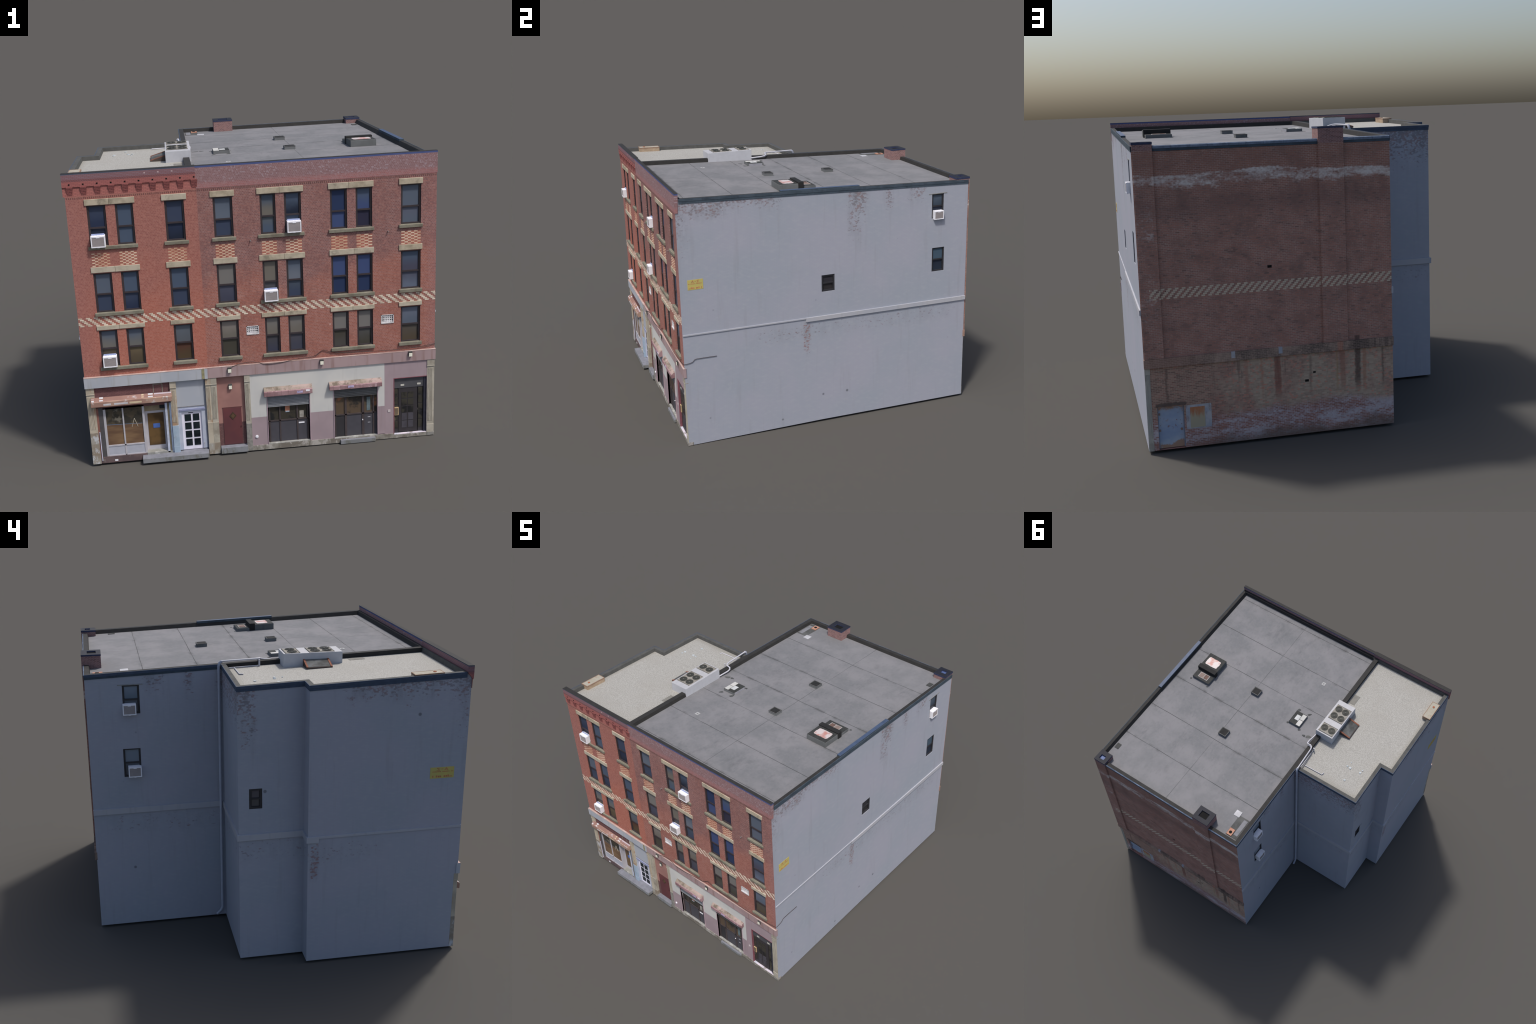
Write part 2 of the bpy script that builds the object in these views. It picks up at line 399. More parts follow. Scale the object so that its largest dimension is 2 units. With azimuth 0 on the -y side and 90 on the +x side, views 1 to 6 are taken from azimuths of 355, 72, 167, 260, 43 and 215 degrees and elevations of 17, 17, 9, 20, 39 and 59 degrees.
# ------------------------------------------------------------------ mesh builder
class MB:
    def __init__(s): s.v = []; s.f = []; s.mi = []
    def quad(s, pts, mi=0):
        i = len(s.v); s.v += [tuple(p) for p in pts]; s.f.append(tuple(range(i, i + len(pts)))); s.mi.append(mi)
    def box(s, x0, x1, y0, y1, z0, z1, mi=0, top=None):
        """z0, z1 may be functions of (x, y)"""
        fz = lambda z, x, y: z(x, y) if callable(z) else z
        i = len(s.v)
        for z in (z0, z1):
            for y in (y0, y1):
                for x in (x0, x1): s.v.append((x, y, fz(z, x, y)))
        for k, f in enumerate(((0, 2, 3, 1), (4, 5, 7, 6), (0, 1, 5, 4), (2, 6, 7, 3), (0, 4, 6, 2), (1, 3, 7, 5))):
            s.f.append(tuple(i + q for q in f)); s.mi.append(top if (k == 1 and top is not None) else mi)
        return s
    def prism(s, poly, axis, a, b, mi=0):
        """extrude a 2D outline along an axis; outline is in the two other axes, in order"""
        def P(p, t):
            q = list(p); q.insert(axis, t); return tuple(q)
        n = len(poly); i = len(s.v)
        s.v += [P(p, a) for p in poly] + [P(p, b) for p in poly]
        s.f.append(tuple(range(i + n - 1, i - 1, -1))); s.f.append(tuple(range(i + n, i + 2 * n)))
        for k in range(n): s.f.append((i + k, i + (k + 1) % n, i + n + (k + 1) % n, i + n + k))
        s.mi += [mi] * (n + 2)
        return s
    def cyl(s, cx, cy, z0, z1, r, seg=20, mi=0, r2=None):
        r2 = r if r2 is None else r2
        i = len(s.v)
        for z, q in ((z0, r), (z1, r2)):
            for k in range(seg):
                t = 2 * math.pi * k / seg; s.v.append((cx + q * math.cos(t), cy + q * math.sin(t), z))
        s.f.append(tuple(range(i + seg - 1, i - 1, -1))); s.f.append(tuple(range(i + seg, i + 2 * seg)))
        for k in range(seg): s.f.append((i + k, i + (k + 1) % seg, i + seg + (k + 1) % seg, i + seg + k))
        s.mi += [mi] * (seg + 2)
        return s
    def mesh(s, name, mats):
        import bmesh
        m = bpy.data.meshes.new(name); m.from_pydata(s.v, [], s.f)
        for q in mats: m.materials.append(q)
        for p, k in zip(m.polygons, s.mi): p.material_index = k
        b = bmesh.new(); b.from_mesh(m); bmesh.ops.recalc_face_normals(b, faces=b.faces); b.to_mesh(m); b.free()
        return m

ROOT = bpy.data.objects.new('brick_apartment_building', None); COL.objects.link(ROOT)
ROOT['label'] = 'four storey red brick corner building with shops below'
ROOT['category'] = 'building'

def put(name, mesh, parent=None, loc=(0, 0, 0), rot=0., bevel=0., stuff=False):
    o = bpy.data.objects.new(name, mesh); COL.objects.link(o)
    o.parent = parent or ROOT
    o.location = loc; o.rotation_euler = (0, 0, rot)
    if bevel:
        b = o.modifiers.new('round', 'BEVEL'); b.width = bevel; b.segments = 2; b.limit_method = 'ANGLE'
    if stuff: o['kind'] = 'stuff'
    return o
def boxo(name, b, mats, parent=None, bevel=0., **k):
    m = MB(); m.box(*b, **k)
    return put(name, m.mesh(name, mats if isinstance(mats, list) else [mats]), parent, bevel=bevel)
def tube(name, pts, r, mat, parent=None, smooth=True, seg=3):
    c = bpy.data.curves.new(name, 'CURVE'); c.dimensions = '3D'; c.bevel_depth = r; c.bevel_resolution = seg; c.use_fill_caps = True
    sp = c.splines.new('POLY'); sp.points.add(len(pts) - 1)
    for q, p in zip(sp.points, pts): q.co = (*p, 1)
    o = bpy.data.objects.new(name, c); COL.objects.link(o)
    me = bpy.data.meshes.new_from_object(o); bpy.data.objects.remove(o)
    me.name = name; me.materials.clear(); me.materials.append(mat)
    for p in me.polygons: p.use_smooth = smooth
    return put(name, me, parent)

# ------------------------------------------------------------------ main dimensions
YF, YB = -.954, .988
XR, XL, XW, XN = .951, -.960, -.860, -.3435      # right wall, left wall, wing step, rear notch
YS, YN = -.108, .242
deck = lambda x, y: 1.5385 - .0335 * y
ptop = lambda x, y: 1.5632 - .0350 * y
foot = lambda x, y: (.0105 * (XR - x) / 1.9 if y < -.9 else .0125)

def holed_wall(name, p0, p1, z0, z1, holes, mat, depth=.022, cut_x=()):
    """upright wall from p0 to p1 with rectangular openings and their reveals; z1 may be a function"""
    p0, p1 = Vector(p0), Vector(p1); d = p1 - p0; L = d.length; d.normalize()
    nrm = Vector((d.y, -d.x))
    us = sorted({0., L, *[h[0] for h in holes], *[h[1] for h in holes], *cut_x})
    zs = sorted({0., 99., *[h[2] for h in holes], *[h[3] for h in holes]})
    def P(u, z, dep=0.):
        q = p0 + d * u - nrm * dep
        if z == 0.: z = z0(q.x, q.y) if callable(z0) else z0
        if z == 99.: z = z1(q.x, q.y) if callable(z1) else z1
        return (q.x, q.y, z)
    m = MB()
    for a, b in zip(us, us[1:]):
        for c, e in zip(zs, zs[1:]):
            if any(h[0] - 1e-6 <= a and b <= h[1] + 1e-6 and h[2] - 1e-6 <= c and e <= h[3] + 1e-6 for h in holes): continue
            m.quad([P(a, c), P(b, c), P(b, e), P(a, e)])
    for a, b, c, e in holes:
        m.quad([P(a, c), P(a, e), P(a, e, depth), P(a, c, depth)]); m.quad([P(b, c), P(b, c, depth), P(b, e, depth), P(b, e)])
        m.quad([P(a, e), P(b, e), P(b, e, depth), P(a, e, depth)]); m.quad([P(a, c), P(a, c, depth), P(b, c, depth), P(b, c)])
    import bmesh
    me = m.mesh(name, [mat]); bm = bmesh.new(); bm.from_mesh(me)
    bmesh.ops.remove_doubles(bm, verts=bm.verts, dist=1e-5); bmesh.ops.recalc_face_normals(bm, faces=bm.faces)
    bm.normal_update()
    big = max(bm.faces, key=lambda f: f.calc_area())
    if big.normal.dot(Vector((nrm.x, nrm.y, 0))) < 0: bmesh.ops.reverse_faces(bm, faces=bm.faces)
    bm.to_mesh(me); bm.free()
    return put(name, me)

# ------------------------------------------------------------------ front windows
COLS = [(-.859, -.764), (-.717, -.626), (-.468, -.369), (-.222, -.122), (.019, .100), (.145, .233), (.385, .474), (.520, .607), (.760, .868)]
ROWS = {3: (1.246, 1.4605, .444), 2: (.885, 1.101, .463), 1: (.578, .7855, .495)}
wins = [(a - XL, b - XL, ROWS[r][0], ROWS[r][1]) for r in ROWS for a, b in COLS]
grilles = [(-.082, -.015, .6965, .7455), (.651, .721, .697, .748)]
holed_wall('front_wall', (XL, YF), (XR, YF), .464, 1.512, wins + [(a - XL, b - XL, c, d) for a, b, c, d in grilles], FRONT, .012)

def sash_window(w, h, mid, upper, lower, frame, origin, rot=0., bars=True, border=.008):
    """frame mesh centred on its opening, facing -y, with two sash panes as children"""
    m = MB(); bo = border; zc = -h / 2 + h * mid
    m.box(-w / 2, -w / 2 + bo, 0, .02, -h / 2, h / 2); m.box(w / 2 - bo, w / 2, 0, .02, -h / 2, h / 2)
    m.box(-w / 2 + bo, w / 2 - bo, 0, .02, h / 2 - bo * .9, h / 2); m.box(-w / 2 + bo, w / 2 - bo, 0, .02, -h / 2, -h / 2 + bo)
    m.box(-w / 2 + bo, w / 2 - bo, .0015, .02, zc - .0045, zc + .0045)
    s = .003
    for a, b in ((-w / 2 + bo, -w / 2 + bo + s), (w / 2 - bo - s, w / 2 - bo)):
        m.box(a, b, .0035, .02, -h / 2 + bo, h / 2 - bo * .9)
    f = put('window', m.mesh('window', [frame]), None, origin, rot)
    for nm, z0, z1, dep, g in (('window_pane', zc, h / 2 - bo * .9, .0062, upper), ('window_pane', -h / 2 + bo, zc, .0085, lower)):
        q = MB(); hh = (z1 - z0) / 2
        q.box(-w / 2 + bo * .8, w / 2 - bo * .8, dep, dep + .003, -hh, hh)
        put(nm, q.mesh('window_pane', [g]), f, (0, 0, (z0 + z1) / 2))
    return f

NVY = (38, 46, 66); SLT = (66, 77, 94); STL = (77, 85, 98); MDB = (52, 60, 78); BLU = (56, 68, 102); DBL = (38, 49, 76)
GRY = (102, 100, 98); DGR = (62, 62, 66); WRM = (96, 92, 86); DRK = (30, 36, 50); BRN = (72, 64, 52); RST = (74, 50, 42); OLV = (60, 58, 52)
PANES = {3: [(MDB, NVY, DRK, DRK), (SLT, SLT, SLT, SLT), (MDB, MDB, NVY, DRK), (STL, (84, 92, 104), MDB, MDB), ((70, 78, 90), WRM, (78, 84, 90), SLT),
             (SLT, DRK, SLT, DRK), (DBL, DBL, BLU, BLU), (SLT, BLU, (42, 42, 58), (42, 42, 58)), (STL, STL, (80, 84, 98), STL)],
         2: [(STL, STL, MDB, MDB), (SLT, SLT, MDB, NVY), (SLT, SLT, MDB, MDB), (GRY, GRY, (66, 68, 82), (58, 60, 74)), (WRM, WRM, DGR, DGR),
             (STL, (92, 98, 108), (62, 70, 82), MDB), (BLU, BLU, DBL, DBL), (BLU, BLU, DBL, DBL), (SLT, (64, 64, 78), (70, 72, 86), (84, 92, 108))],
         1: [(STL, (96, 94, 90), BRN, BRN), (STL, (92, 92, 90), (90, 80, 64), BRN), ((80, 86, 94), (76, 80, 86), RST, (70, 58, 44)), ((112, 106, 102), WRM, OLV, OLV),
             (GRY, WRM, DGR, (54, 56, 70)), (GRY, WRM, (66, 66, 74), (58, 60, 72)), (GRY, GRY, OLV, (66, 64, 62)), (GRY, GRY, (70, 70, 70), OLV), ((88, 94, 108), STL, (72, 68, 64), (70, 62, 52))]}
for r, (z0, z1, mid) in ROWS.items():
    for (a, b), (u1, u2, l1, l2) in zip(COLS, PANES[r]):
        sash_window(b - a, z1 - z0, mid, glass(u1, u2), glass(l1, l2), FRAME, ((a + b) / 2, YF + .006, (z0 + z1) / 2))

# lintels and sills, double ones of two stones
GROUPS = [(-.868, -.616), (-.481, -.355), (-.236, -.111), (.003, .246), (.375, .615), (.749, .876)]
for r, (lz0, lz1, sz0, sz1) in {3: (1.4625, 1.4935, 1.2290, 1.2460), 2: (1.1055, 1.1355, .8685, .8855), 1: (.7905, .8135, .5620, .5790)}.items():
    for a, b in GROUPS:
        two = b - a > .2
        cuts = [a, (a + b) / 2 + random.uniform(-.012, .012), b] if two else [a, b]
        for c, d in zip(cuts, cuts[1:]):
            m = MB(); w = (d - c) / 2 - (.0004 if two else 0); m.box(-w, w, 0, .008, -(lz1 - lz0) / 2, (lz1 - lz0) / 2)
            put('lintel', m.mesh('lintel', [LINTEL]), None, ((c + d) / 2, YF - .0045 + random.uniform(-.0008, .0008), (lz0 + lz1) / 2), bevel=.0012)
        m = MB(); w = (b - a) / 2; h = (sz1 - sz0) / 2
        m.prism([(0, -h), (.034, -h), (.034, h + .002), (0, h)], 0, -w, w)
        put('window_sill', m.mesh('window_sill', [SILL]), None, ((a + b) / 2, YF - .0095, (sz0 + sz1) / 2), bevel=.0012)

# pale ornamental bricks: chequered panels and the diagonal belt
def mat_pale():
    n = N('pale_brick', .9)
    x, y, z = n.xyz()
    c = n.cells(x, z, .0205, BH)
    d = n.mix(c, V(166, 130, 107), V(184, 156, 132))
    d = n.mix(n.step(n.noise(6., 3.), .4, .6), d, V(190, 170, 150))
    belt = n.mix(c, V(168, 152, 136), V(196, 185, 170))
    belt = n.mix(n.mul(n.step(n.noise(14., 3.), .62, .72), .7), belt, V(96, 84, 78))
    return n.out(n.mix(n.step(z, .9, .91), belt, d))
def mat_pale_rear():
    n = N('pale_rear_brick', .9)
    c = n.noise(40., 2.)
    return n.out(n.mix(c, S(76, 76, 78), S(94, 93, 92)))
PALE = mat_pale(); PALER = mat_pale_rear()
PANELBG = mat_worn('orange_panel_brick', V(138, 86, 76), V(150, 96, 84), V(120, 76, 70), 30.)
for a, b in COLS: boxo('chequered_panel', (a + .001, b - .001, YF - .0002, YF + .002, 1.1370, 1.2105), PANELBG)
m = MB()
for a, b in COLS:
    k = max(2, round((b - a - .002) / .0355)); per = (b - a - .004) / (k + .0)
    for i in range(9):
        for j in range(k + 1):
            x0 = a + .002 + (j - (.5 if i % 2 else 0)) * per
            x1 = x0 + per * .54
            x0, x1 = max(x0, a + .001), min(x1, b - .001)
            if x1 - x0 < .004: continue
            z = 1.1385 + i * .0081
            m.box(x0, x1, YF - .0007, YF + .002, z, z + .0060)
put('chequered_panel_bricks', m.mesh('chequered_panel_bricks', [PALE]), stuff=True)
m = MB()
for i in range(6):
    j = -3
    while True:
        x0 = XL + j * .0410 + (5 - i) * .0098; j += 1
        if x0 > XR: break
        x1 = min(x0 + .0215, XR - .001); x0 = max(x0, XL + .001)
        if x1 - x0 < .003: continue
        z = .8145 + i * BH
        m.box(x0, x1, YF - .0008, YF + .002, z, z + .0070)
put('diagonal_belt_bricks', m.mesh('diagonal_belt_bricks', [PALE]), stuff=True)

# through-wall vent grilles
DARKHOLE = flat('dark_void', G(.012), .9, .1)
for a, b, c, d in grilles:
    m = MB(); t = .004
    m.box(a, b, YF - .003, YF + .01, c, c + .007); m.box(a, b, YF - .001, YF + .01, d - t, d); m.box(a, a + t, YF - .001, YF + .01, c, d); m.box(b - t, b, YF - .001, YF + .01, c, d)
    for k in range(1, 4): m.box(a, b, YF + .002, YF + .006, c + k * (d - c) / 4 - .002, c + k * (d - c) / 4 + .002)
    for k in range(1, 6):
        u = a + k * (b - a) / 6; m.box(u - (.0045 if k in (2, 3, 4) else .002), u + (.0045 if k in (2, 3, 4) else .002), YF + .003, YF + .006, c, d)
    m.box(a, b, YF + .012, YF + .014, c, d, mi=1)
    put('wall_vent', m.mesh('wall_vent', [flat('vent_metal', V(178, 176, 178), .6), DARKHOLE]))

# ------------------------------------------------------------------ window air conditioners
def ac_mesh(w=.0725, h=.059, d=.047):
    m = MB(); e = .0055
    m.box(-w / 2, w / 2, .002, d, -h / 2, h / 2)
    for a in ((-w / 2, -w / 2 + e, -h / 2, h / 2), (w / 2 - e, w / 2, -h / 2, h / 2), (-w / 2 + e, w / 2 - e, -h / 2, -h / 2 + e), (-w / 2 + e, w / 2 - e, h / 2 - e, h / 2)):
        m.box(a[0], a[1], -.0008, .0019, a[2], a[3])
    m.box(-.009, .009, -.0012, .0018, h / 2 - e - .003, h / 2 - e)
    for k in range(5): m.box(-w / 2 + .004 + k * .0137, -w / 2 + .0115 + k * .0137, .006, d - .01, h / 2, h / 2 + .0007)
    m.box(-.006, .006, .004, .012, -h / 2 - .0035, -h / 2)
    return m.mesh('air_conditioner', [WHITE])
def ac_grille(w=.0725, h=.059):
    m = MB(); e = .0058
    m.box(-w / 2 + e, w / 2 - e, .0008, .0018, -h / 2 + e, h / 2 - e)
    for k in range(11):
        z = -h / 2 + e + .002 + k * .0042; m.box(-w / 2 + e + .001, w / 2 - e - .001, .0002, .0009, z, z + .0022)
    return m.mesh('front_grille', [GRILLE])
ACM, ACG = ac_mesh(), ac_grille()
def ac(loc, rot=0., scale=1.):
    o = put('air_conditioner', ACM, None, loc, rot); o.scale = (scale,) * 3
    put('front_grille', ACG, o)
ACS = [(-.8150, 1.2745), (.1915, 1.2810), (.0575, .9125), (-.8140, .6135)]
BLUEP = flat('side_curtain_panel', V(128, 138, 170), .6, .3)
for x, z in ACS:
    ac((x, -.9780, z))
    boxo('filler_panel', (x - .033, x + .033, YF + .001, YF + .006, z + .026, z + .037), BLUEP)

# ------------------------------------------------------------------ cornice and front parapet
m = MB()
m.prism([(YF - .001, 1.512), (YF + .016, 1.512), (YF + .022, 1.6282), (YF - .001, 1.6282)], 0, -.302, .9540)
put('brick_parapet', m.mesh('brick_parapet', [PARBRICK]))
boxo('parapet_coping', (-.302, .9542, YF - .0006, YF + .0225, 1.6280, 1.6292), BITUMEN)
m = MB()
prof = [(YF, 1.512), (YF - .0005, 1.556), (YF - .0055, 1.5625), (YF - .0062, 1.6295), (YF + .026, 1.6295), (YF + .026, 1.592), (YF + .0, 1.562)]
m.prism(prof, 0, -.9690, -.3022)
CORNICE = put('brick_cornice', m.mesh('brick_cornice', [CORN]))
boxo('cornice_coping', (-.9692, -.3021, YF - .0058, YF + .0265, 1.6293, 1.6308), BITUMEN)
m = MB()     # corbel bracket: wide and proud above, narrow and shallow below
for k in range(5):
    t0, t1 = k / 5, (k + 1) / 5
    w = .0120 + .0045 * t1; d = .0012 + .0056 * t1
    m.box(-w, w, -d, .004, -.0205 + .041 * t0, -.0205 + .041 * t1 - .0006)
CORB = mat_corbel()
cm = m.mesh('corbel_bracket', [CORB])
for i in range(10):
    x = -.9322 + .0692 * i
    put('corbel_bracket', cm, CORNICE, (x, YF, 1.5425))
    boxo('putlog_hole', (x - .004, x + .004, YF - .0066, YF - .003, 1.5715, 1.5785), DARKHOLE, CORNICE)
CORNW = flat('chipped_paint', V(160, 140, 140))
for x in (-.555, -.487, -.418):
    boxo('paint_chip', (x - .004, x + .004, YF - .0068, YF - .003, 1.609, 1.616), CORNW, CORNICE)

# ------------------------------------------------------------------ party walls, rear wall
def span(p0, ys, z0, z1): return (abs(ys[0] - p0), abs(ys[1] - p0), z0, z1)
RW = [(.728, .813, 1.296, 1.457), (.736, .825, .935, 1.097), (-.041, .048, .902, 1.012)]
holed_wall('side_wall', (XR, YF), (XR, YB), foot, ptop, [(a - YF, b - YF, c, d) for a, b, c, d in RW], PAINT, .010)
LW = [(.697, .790, 1.300, 1.462), (.706, .803, .934, 1.100)]
holed_wall('side_wall', (XN, YB), (XN, YN), foot, ptop, [(YB - b, YB - a, c, d) for a, b, c, d in LW], PAINT, .010)
holed_wall('wing_wall', (XN, YN), (XW, YN), foot, ptop, [], PAINT)
WW = (.115, .185, .895, 1.007)
holed_wall('wing_wall', (XW, YN), (XW, YS), foot, ptop, [(YN - WW[1], YN - WW[0], WW[2], WW[3])], PAINT, .012)
holed_wall('wing_wall', (XW, YS), (XL, YS), foot, ptop, [], PAINT)
holed_wall('wing_wall', (XL, YS), (XL, YF), foot, lambda x, y: ptop(x, y), [], PAINT)
holed_wall('rear_wall', (XR, YB), (XN, YB), foot, ptop, [(XR - .899, XR - .7655, 0., .2325)], BACK, .022)

DG = (48, 58, 70)
for (a, b, c, d), up in zip(RW[:2], (((70, 80, 92), (52, 62, 74)), ((60, 76, 90), (60, 76, 90)))):
    sash_window(b - a, d - c, .5, glass(*up), glass(DRK, (36, 44, 56)), DARKFRAME, (XR - .003, (a + b) / 2, (c + d) / 2), math.pi / 2)
a, b, c, d = RW[2]
sash_window(b - a, d - c, .5, glass((44, 43, 48)), glass((42, 40, 42)), DARKFRAME, (XR - .003, (a + b) / 2, (c + d) / 2), math.pi / 2, border=.010)
for (a, b, c, d), up in zip(LW, (((112, 122, 134), (88, 100, 112)), ((108, 118, 128), (104, 112, 122)))):
    sash_window(b - a, d - c, .5, glass(*up), glass((80, 84, 90)), DARKFRAME, (XN + .003, (a + b) / 2, (c + d) / 2), -math.pi / 2)
a, b, c, d = WW
sash_window(b - a, d - c, .5, glass((78, 74, 78)), glass((76, 74, 74)), DARKFRAME, (XW + .002, (a + b) / 2, (c + d) / 2), -math.pi / 2, border=.012)
ac((.9715, .7715, 1.3195), math.pi / 2, .93)
ac((-.3725, .7560, 1.3300), -math.pi / 2)
ac((-.3725, .7430, .9690), -math.pi / 2)
LED = flat('weathered_ledge', V(120, 120, 118))
boxo('window_head', (XR - .001, XR + .0015, .705, .835, 1.457, 1.462), LED)
boxo('window_head', (XN - .0015, XN + .001, .677, .815, 1.462, 1.467), LED)

# belt course round the party walls
def band_r(y): return .7430 - .0062 * (y + .15)
m = MB(); m.box(XR - .002, XR + .0075, -.152, YB + .002, lambda x, y: band_r(y) - .0265, lambda x, y: band_r(y)); put('belt_course', m.mesh('belt_course', [TRIM]))
m = MB(); m.box(XR - .002, XR + .0045, YF + .002, -.152, lambda x, y: band_r(y) - .0085, lambda x, y: band_r(y)); put('belt_course', m.mesh('belt_course', [TRIM]))
def band_l(nm, x0, x1, y0, y1, h=.033):
    m = MB(); t = lambda x, y: .7535 - .004 * y
    m.box(x0, x1, y0, y1, lambda x, y: t(x, y) - h, t); put(nm, m.mesh(nm, [TRIM]))
band_l('belt_course', XN - .0085, XN + .002, YN, YB + .001)
band_l('belt_course', XW - .0085, XN - .0085, YN - .002, YN + .0085)
band_l('belt_course', XW - .0085, XW + .002, YS - .002, YN - .002)
band_l('belt_course', XL - .0085, XW - .0085, YS - .002, YS + .0085)
band_l('belt_course', XL - .0085, XL + .002, -.165, YS - .002)
band_l('belt_course', XL - .0050, XL + .002, YF + .002, -.165, .0125)

# rear wall parts
boxo('concrete_belt', (XN - .0015, .9525, YB - .004, .9995, .440, .4865), CONC)
def chimney(name, x0, x1, y0, top, hole, capz):
    m = MB()
    m.box(x0 + .0015, x1 - .0015, YB - .01, .9992, .488, deck(0, .95))
    m.box(x0 + .0015, x1 - .0015, y0 + .0015, .9992, deck(0, .95), top - capz, mi=1)
    o = put(name, m.mesh(name, [BACK, CHIM]))
    hx0, hx1, hy0, hy1 = hole
    m = MB(); z0, z1 = top - capz, top
    for a in ((x0, hx0, y0, 1.), (hx1, x1, y0, 1.), (hx0, hx1, y0, hy0), (hx0, hx1, hy1, 1.)): m.box(*a, z0, z1, mi=1, top=0)
    m.box(hx0, hx1, hy0, hy1, z0, z0 + .0008, mi=2)
    put('capstone', m.mesh('capstone', [NAVY, NAVYEDGE, DARKHOLE if x0 < 0 else flat('blue_cap_lining', H(96, 116, 164), .5)]), o)
chimney('chimney', -.0990, .0350, .8885, 1.5870, (-.063, .003, .916, .966), .0085)
chimney('chimney', .8500, .9490, .9040, 1.5475, (.880, .922, .940, .974), .0115)
def mat_steel_door():
    n = N('rusty_blue_steel', .7, .3); x, y, z = n.xyz()
    mid = n.noise(14., 5., .7)
    c = n.mix(n.step(n.noise(6., 4.), .35, .65), S(60, 74, 100), S(76, 88, 106))
    ends = n.math('MAXIMUM', n.step(z, .065, .02), n.mul(n.step(z, .185, .225), .7))
    c = n.mix(n.mul(n.step(n.add(mid, n.mul(ends, .30)), .62, .74), .85), c, S(72, 58, 48))
    spots = n.mul(n.step(n.noise(60., 2.), .64, .70), n.band(z, .12, .19, .02))
    return n.out(n.mix(n.mul(spots, .9), c, S(56, 44, 42)))
def mat_rust_panel():
    n = N('rusty_panel', .8, .2); x, y, z = n.xyz()
    c = n.mix(n.noise(14., 4.), S(70, 75, 76), S(78, 77, 70))
    r_ = n.add(n.noise(20., 5., .7, stretch=(2., 1., .3)), n.step(z, .14, .22, 0., .28))
    return n.out(n.mix(n.mul(n.step(r_, .56, .78), .9), c, S(76, 50, 37)))
BLUEDOOR = mat_steel_door()
RUSTP = mat_rust_panel()
PALESTONE = mat_worn('lime_washed_stone', S(68, 76, 92), S(78, 84, 96), S(56, 54, 60), 24., (.5, .66), .7)
BEIGE = mat_worn('grey_stone_strip', S(70, 76, 82), S(78, 82, 86), S(58, 60, 64), 14., (.5, .66), .6)
D = boxo('rear_door', (.7655, .899, YB - .022, YB - .016, .016, .2325), BLUEDOOR)
for a in ((.7655, .7705, .016, .2325), (.894, .899, .016, .2325), (.7705, .894, .2285, .2325)): boxo('door_frame', (a[0], a[1], YB - .016, YB - .0125, a[2], a[3]), flat('steel_frame', S(58, 68, 86)), D)
for z in (.11, .195): boxo('door_hinge', (.885, .894, YB - .017, YB - .011, z - .005, z + .005), flat('rusty_iron', S(60, 56, 60)), D)
m = MB(); m.cyl(0, 0, -.003, .004, .006, 12); hm = m.mesh('door_handle', [flat('rusty_iron', S(62, 54, 54))])
h = put('door_handle', hm, D, (.781, YB - .014, .108)); h.rotation_euler = (math.pi / 2, 0, 0)
W = boxo('boarded_window', (.628, .757, YB - .004, YB + .0010, .107, .231), PALESTONE)
boxo('rusty_shutter', (.662, .736, YB, YB + .0022, .113, .2195), RUSTP, W)
boxo('stone_strip', (.925, .9505, YB - .004, YB + .0012, .0125, .4395), BEIGE)
for k in range(4): boxo('stone_flute', (.9265 + k * .005, .929 + k * .005, YB, YB + .0020, .08, .405), BEIGE)
boxo('stone_block', (.924, .9505, YB - .003, YB + .0024, .408, .437), BEIGE)
boxo('stone_block', (.924, .9505, YB - .003, YB + .0024, .0125, .066), BEIGE)
boxo('door_lintel', (.755, .905, YB - .002, YB + .0030, .238, .2475), flat('sooty_lintel', S(42, 39, 41)))
for x0 in (.496, .252): boxo('plaster_patch', (x0, x0 + .02, YB, 1.0, .455, .487), PALESTONE)
for x, z, w in ((.085, .336, .007), (.126, .295, .010), (-.157, .795, .006), (.30, .905, .011), (.82, .815, .007)):
    boxo('wall_cavity', (x - w, x + w, YB - .001, YB + .0006, z - w * .6, z + w * .6), DARKHOLE)
m = MB()
for i in range(6):
    j = -3
    while True:
        x0 = XN + j * .0345 + (5 - i) * .0086; j += 1
        if x0 > .905: break
        x1 = min(x0 + .0185, .905); x0 = max(x0, XN + .001)
        if x1 - x0 < .003: continue
        z = .7815 + i * .0090
        for a, b, y in ((XN, -.0975, YB), (-.0975, .0335, .9992), (.0335, .8515, YB), (.8515, .95, .9992)):
            p, q = max(x0, a), min(x1, b)
            if q - p > .002: m.box(p, q, y - .002, y + .0007, z, z + .0076)
put('diagonal_belt_bricks', m.mesh('diagonal_belt_bricks', [PALER]), stuff=True)

# ------------------------------------------------------------------ roof
m = MB(); m.quad([(x, y, deck(x, y)) for x, y in ((-.312, -.93), (.93, -.93), (.93, .965), (-.312, .965))]); put('main_roof', m.mesh('main_roof', [ROOF]))
m = MB(); m.quad([(x, y, deck(x, y) + .0005) for x, y in ((-.955, -.93), (-.33, -.93), (-.33, .225), (-.845, .225), (-.845, -.125), (-.955, -.125))]); put('gravel_roof', m.mesh('gravel_roof', [GRAVEL]))
def curb(name, outer, inner_top, inner_low, mat, edge):
    """parapet along an edge: flashing outside, sloping cant inside; points are plan corners of its two ends"""
    m = MB()
    for (o0, o1), (t0, t1), (l0, l1) in ((outer, inner_top, inner_low),):
        z = lambda p, d=0.: (p[0], p[1], ptop(*p) + d)
        dk = lambda p: (p[0], p[1], deck(*p) - .003)
        m.quad([z(o0), z(o1), z(t1), z(t0)]); m.quad([z(t0), z(t1), dk(l1), dk(l0)])
        m.quad([dk(o0), dk(o1), z(o1), z(o0)], 1)
        m.quad([dk(o0), z(o0), z(t0), dk(l0)]); m.quad([dk(o1), dk(l1), z(t1), z(o1)])
        m.quad([dk(o0), dk(l0), dk(l1), dk(o1)])
    return put(name, m.mesh(name, [mat, edge]))
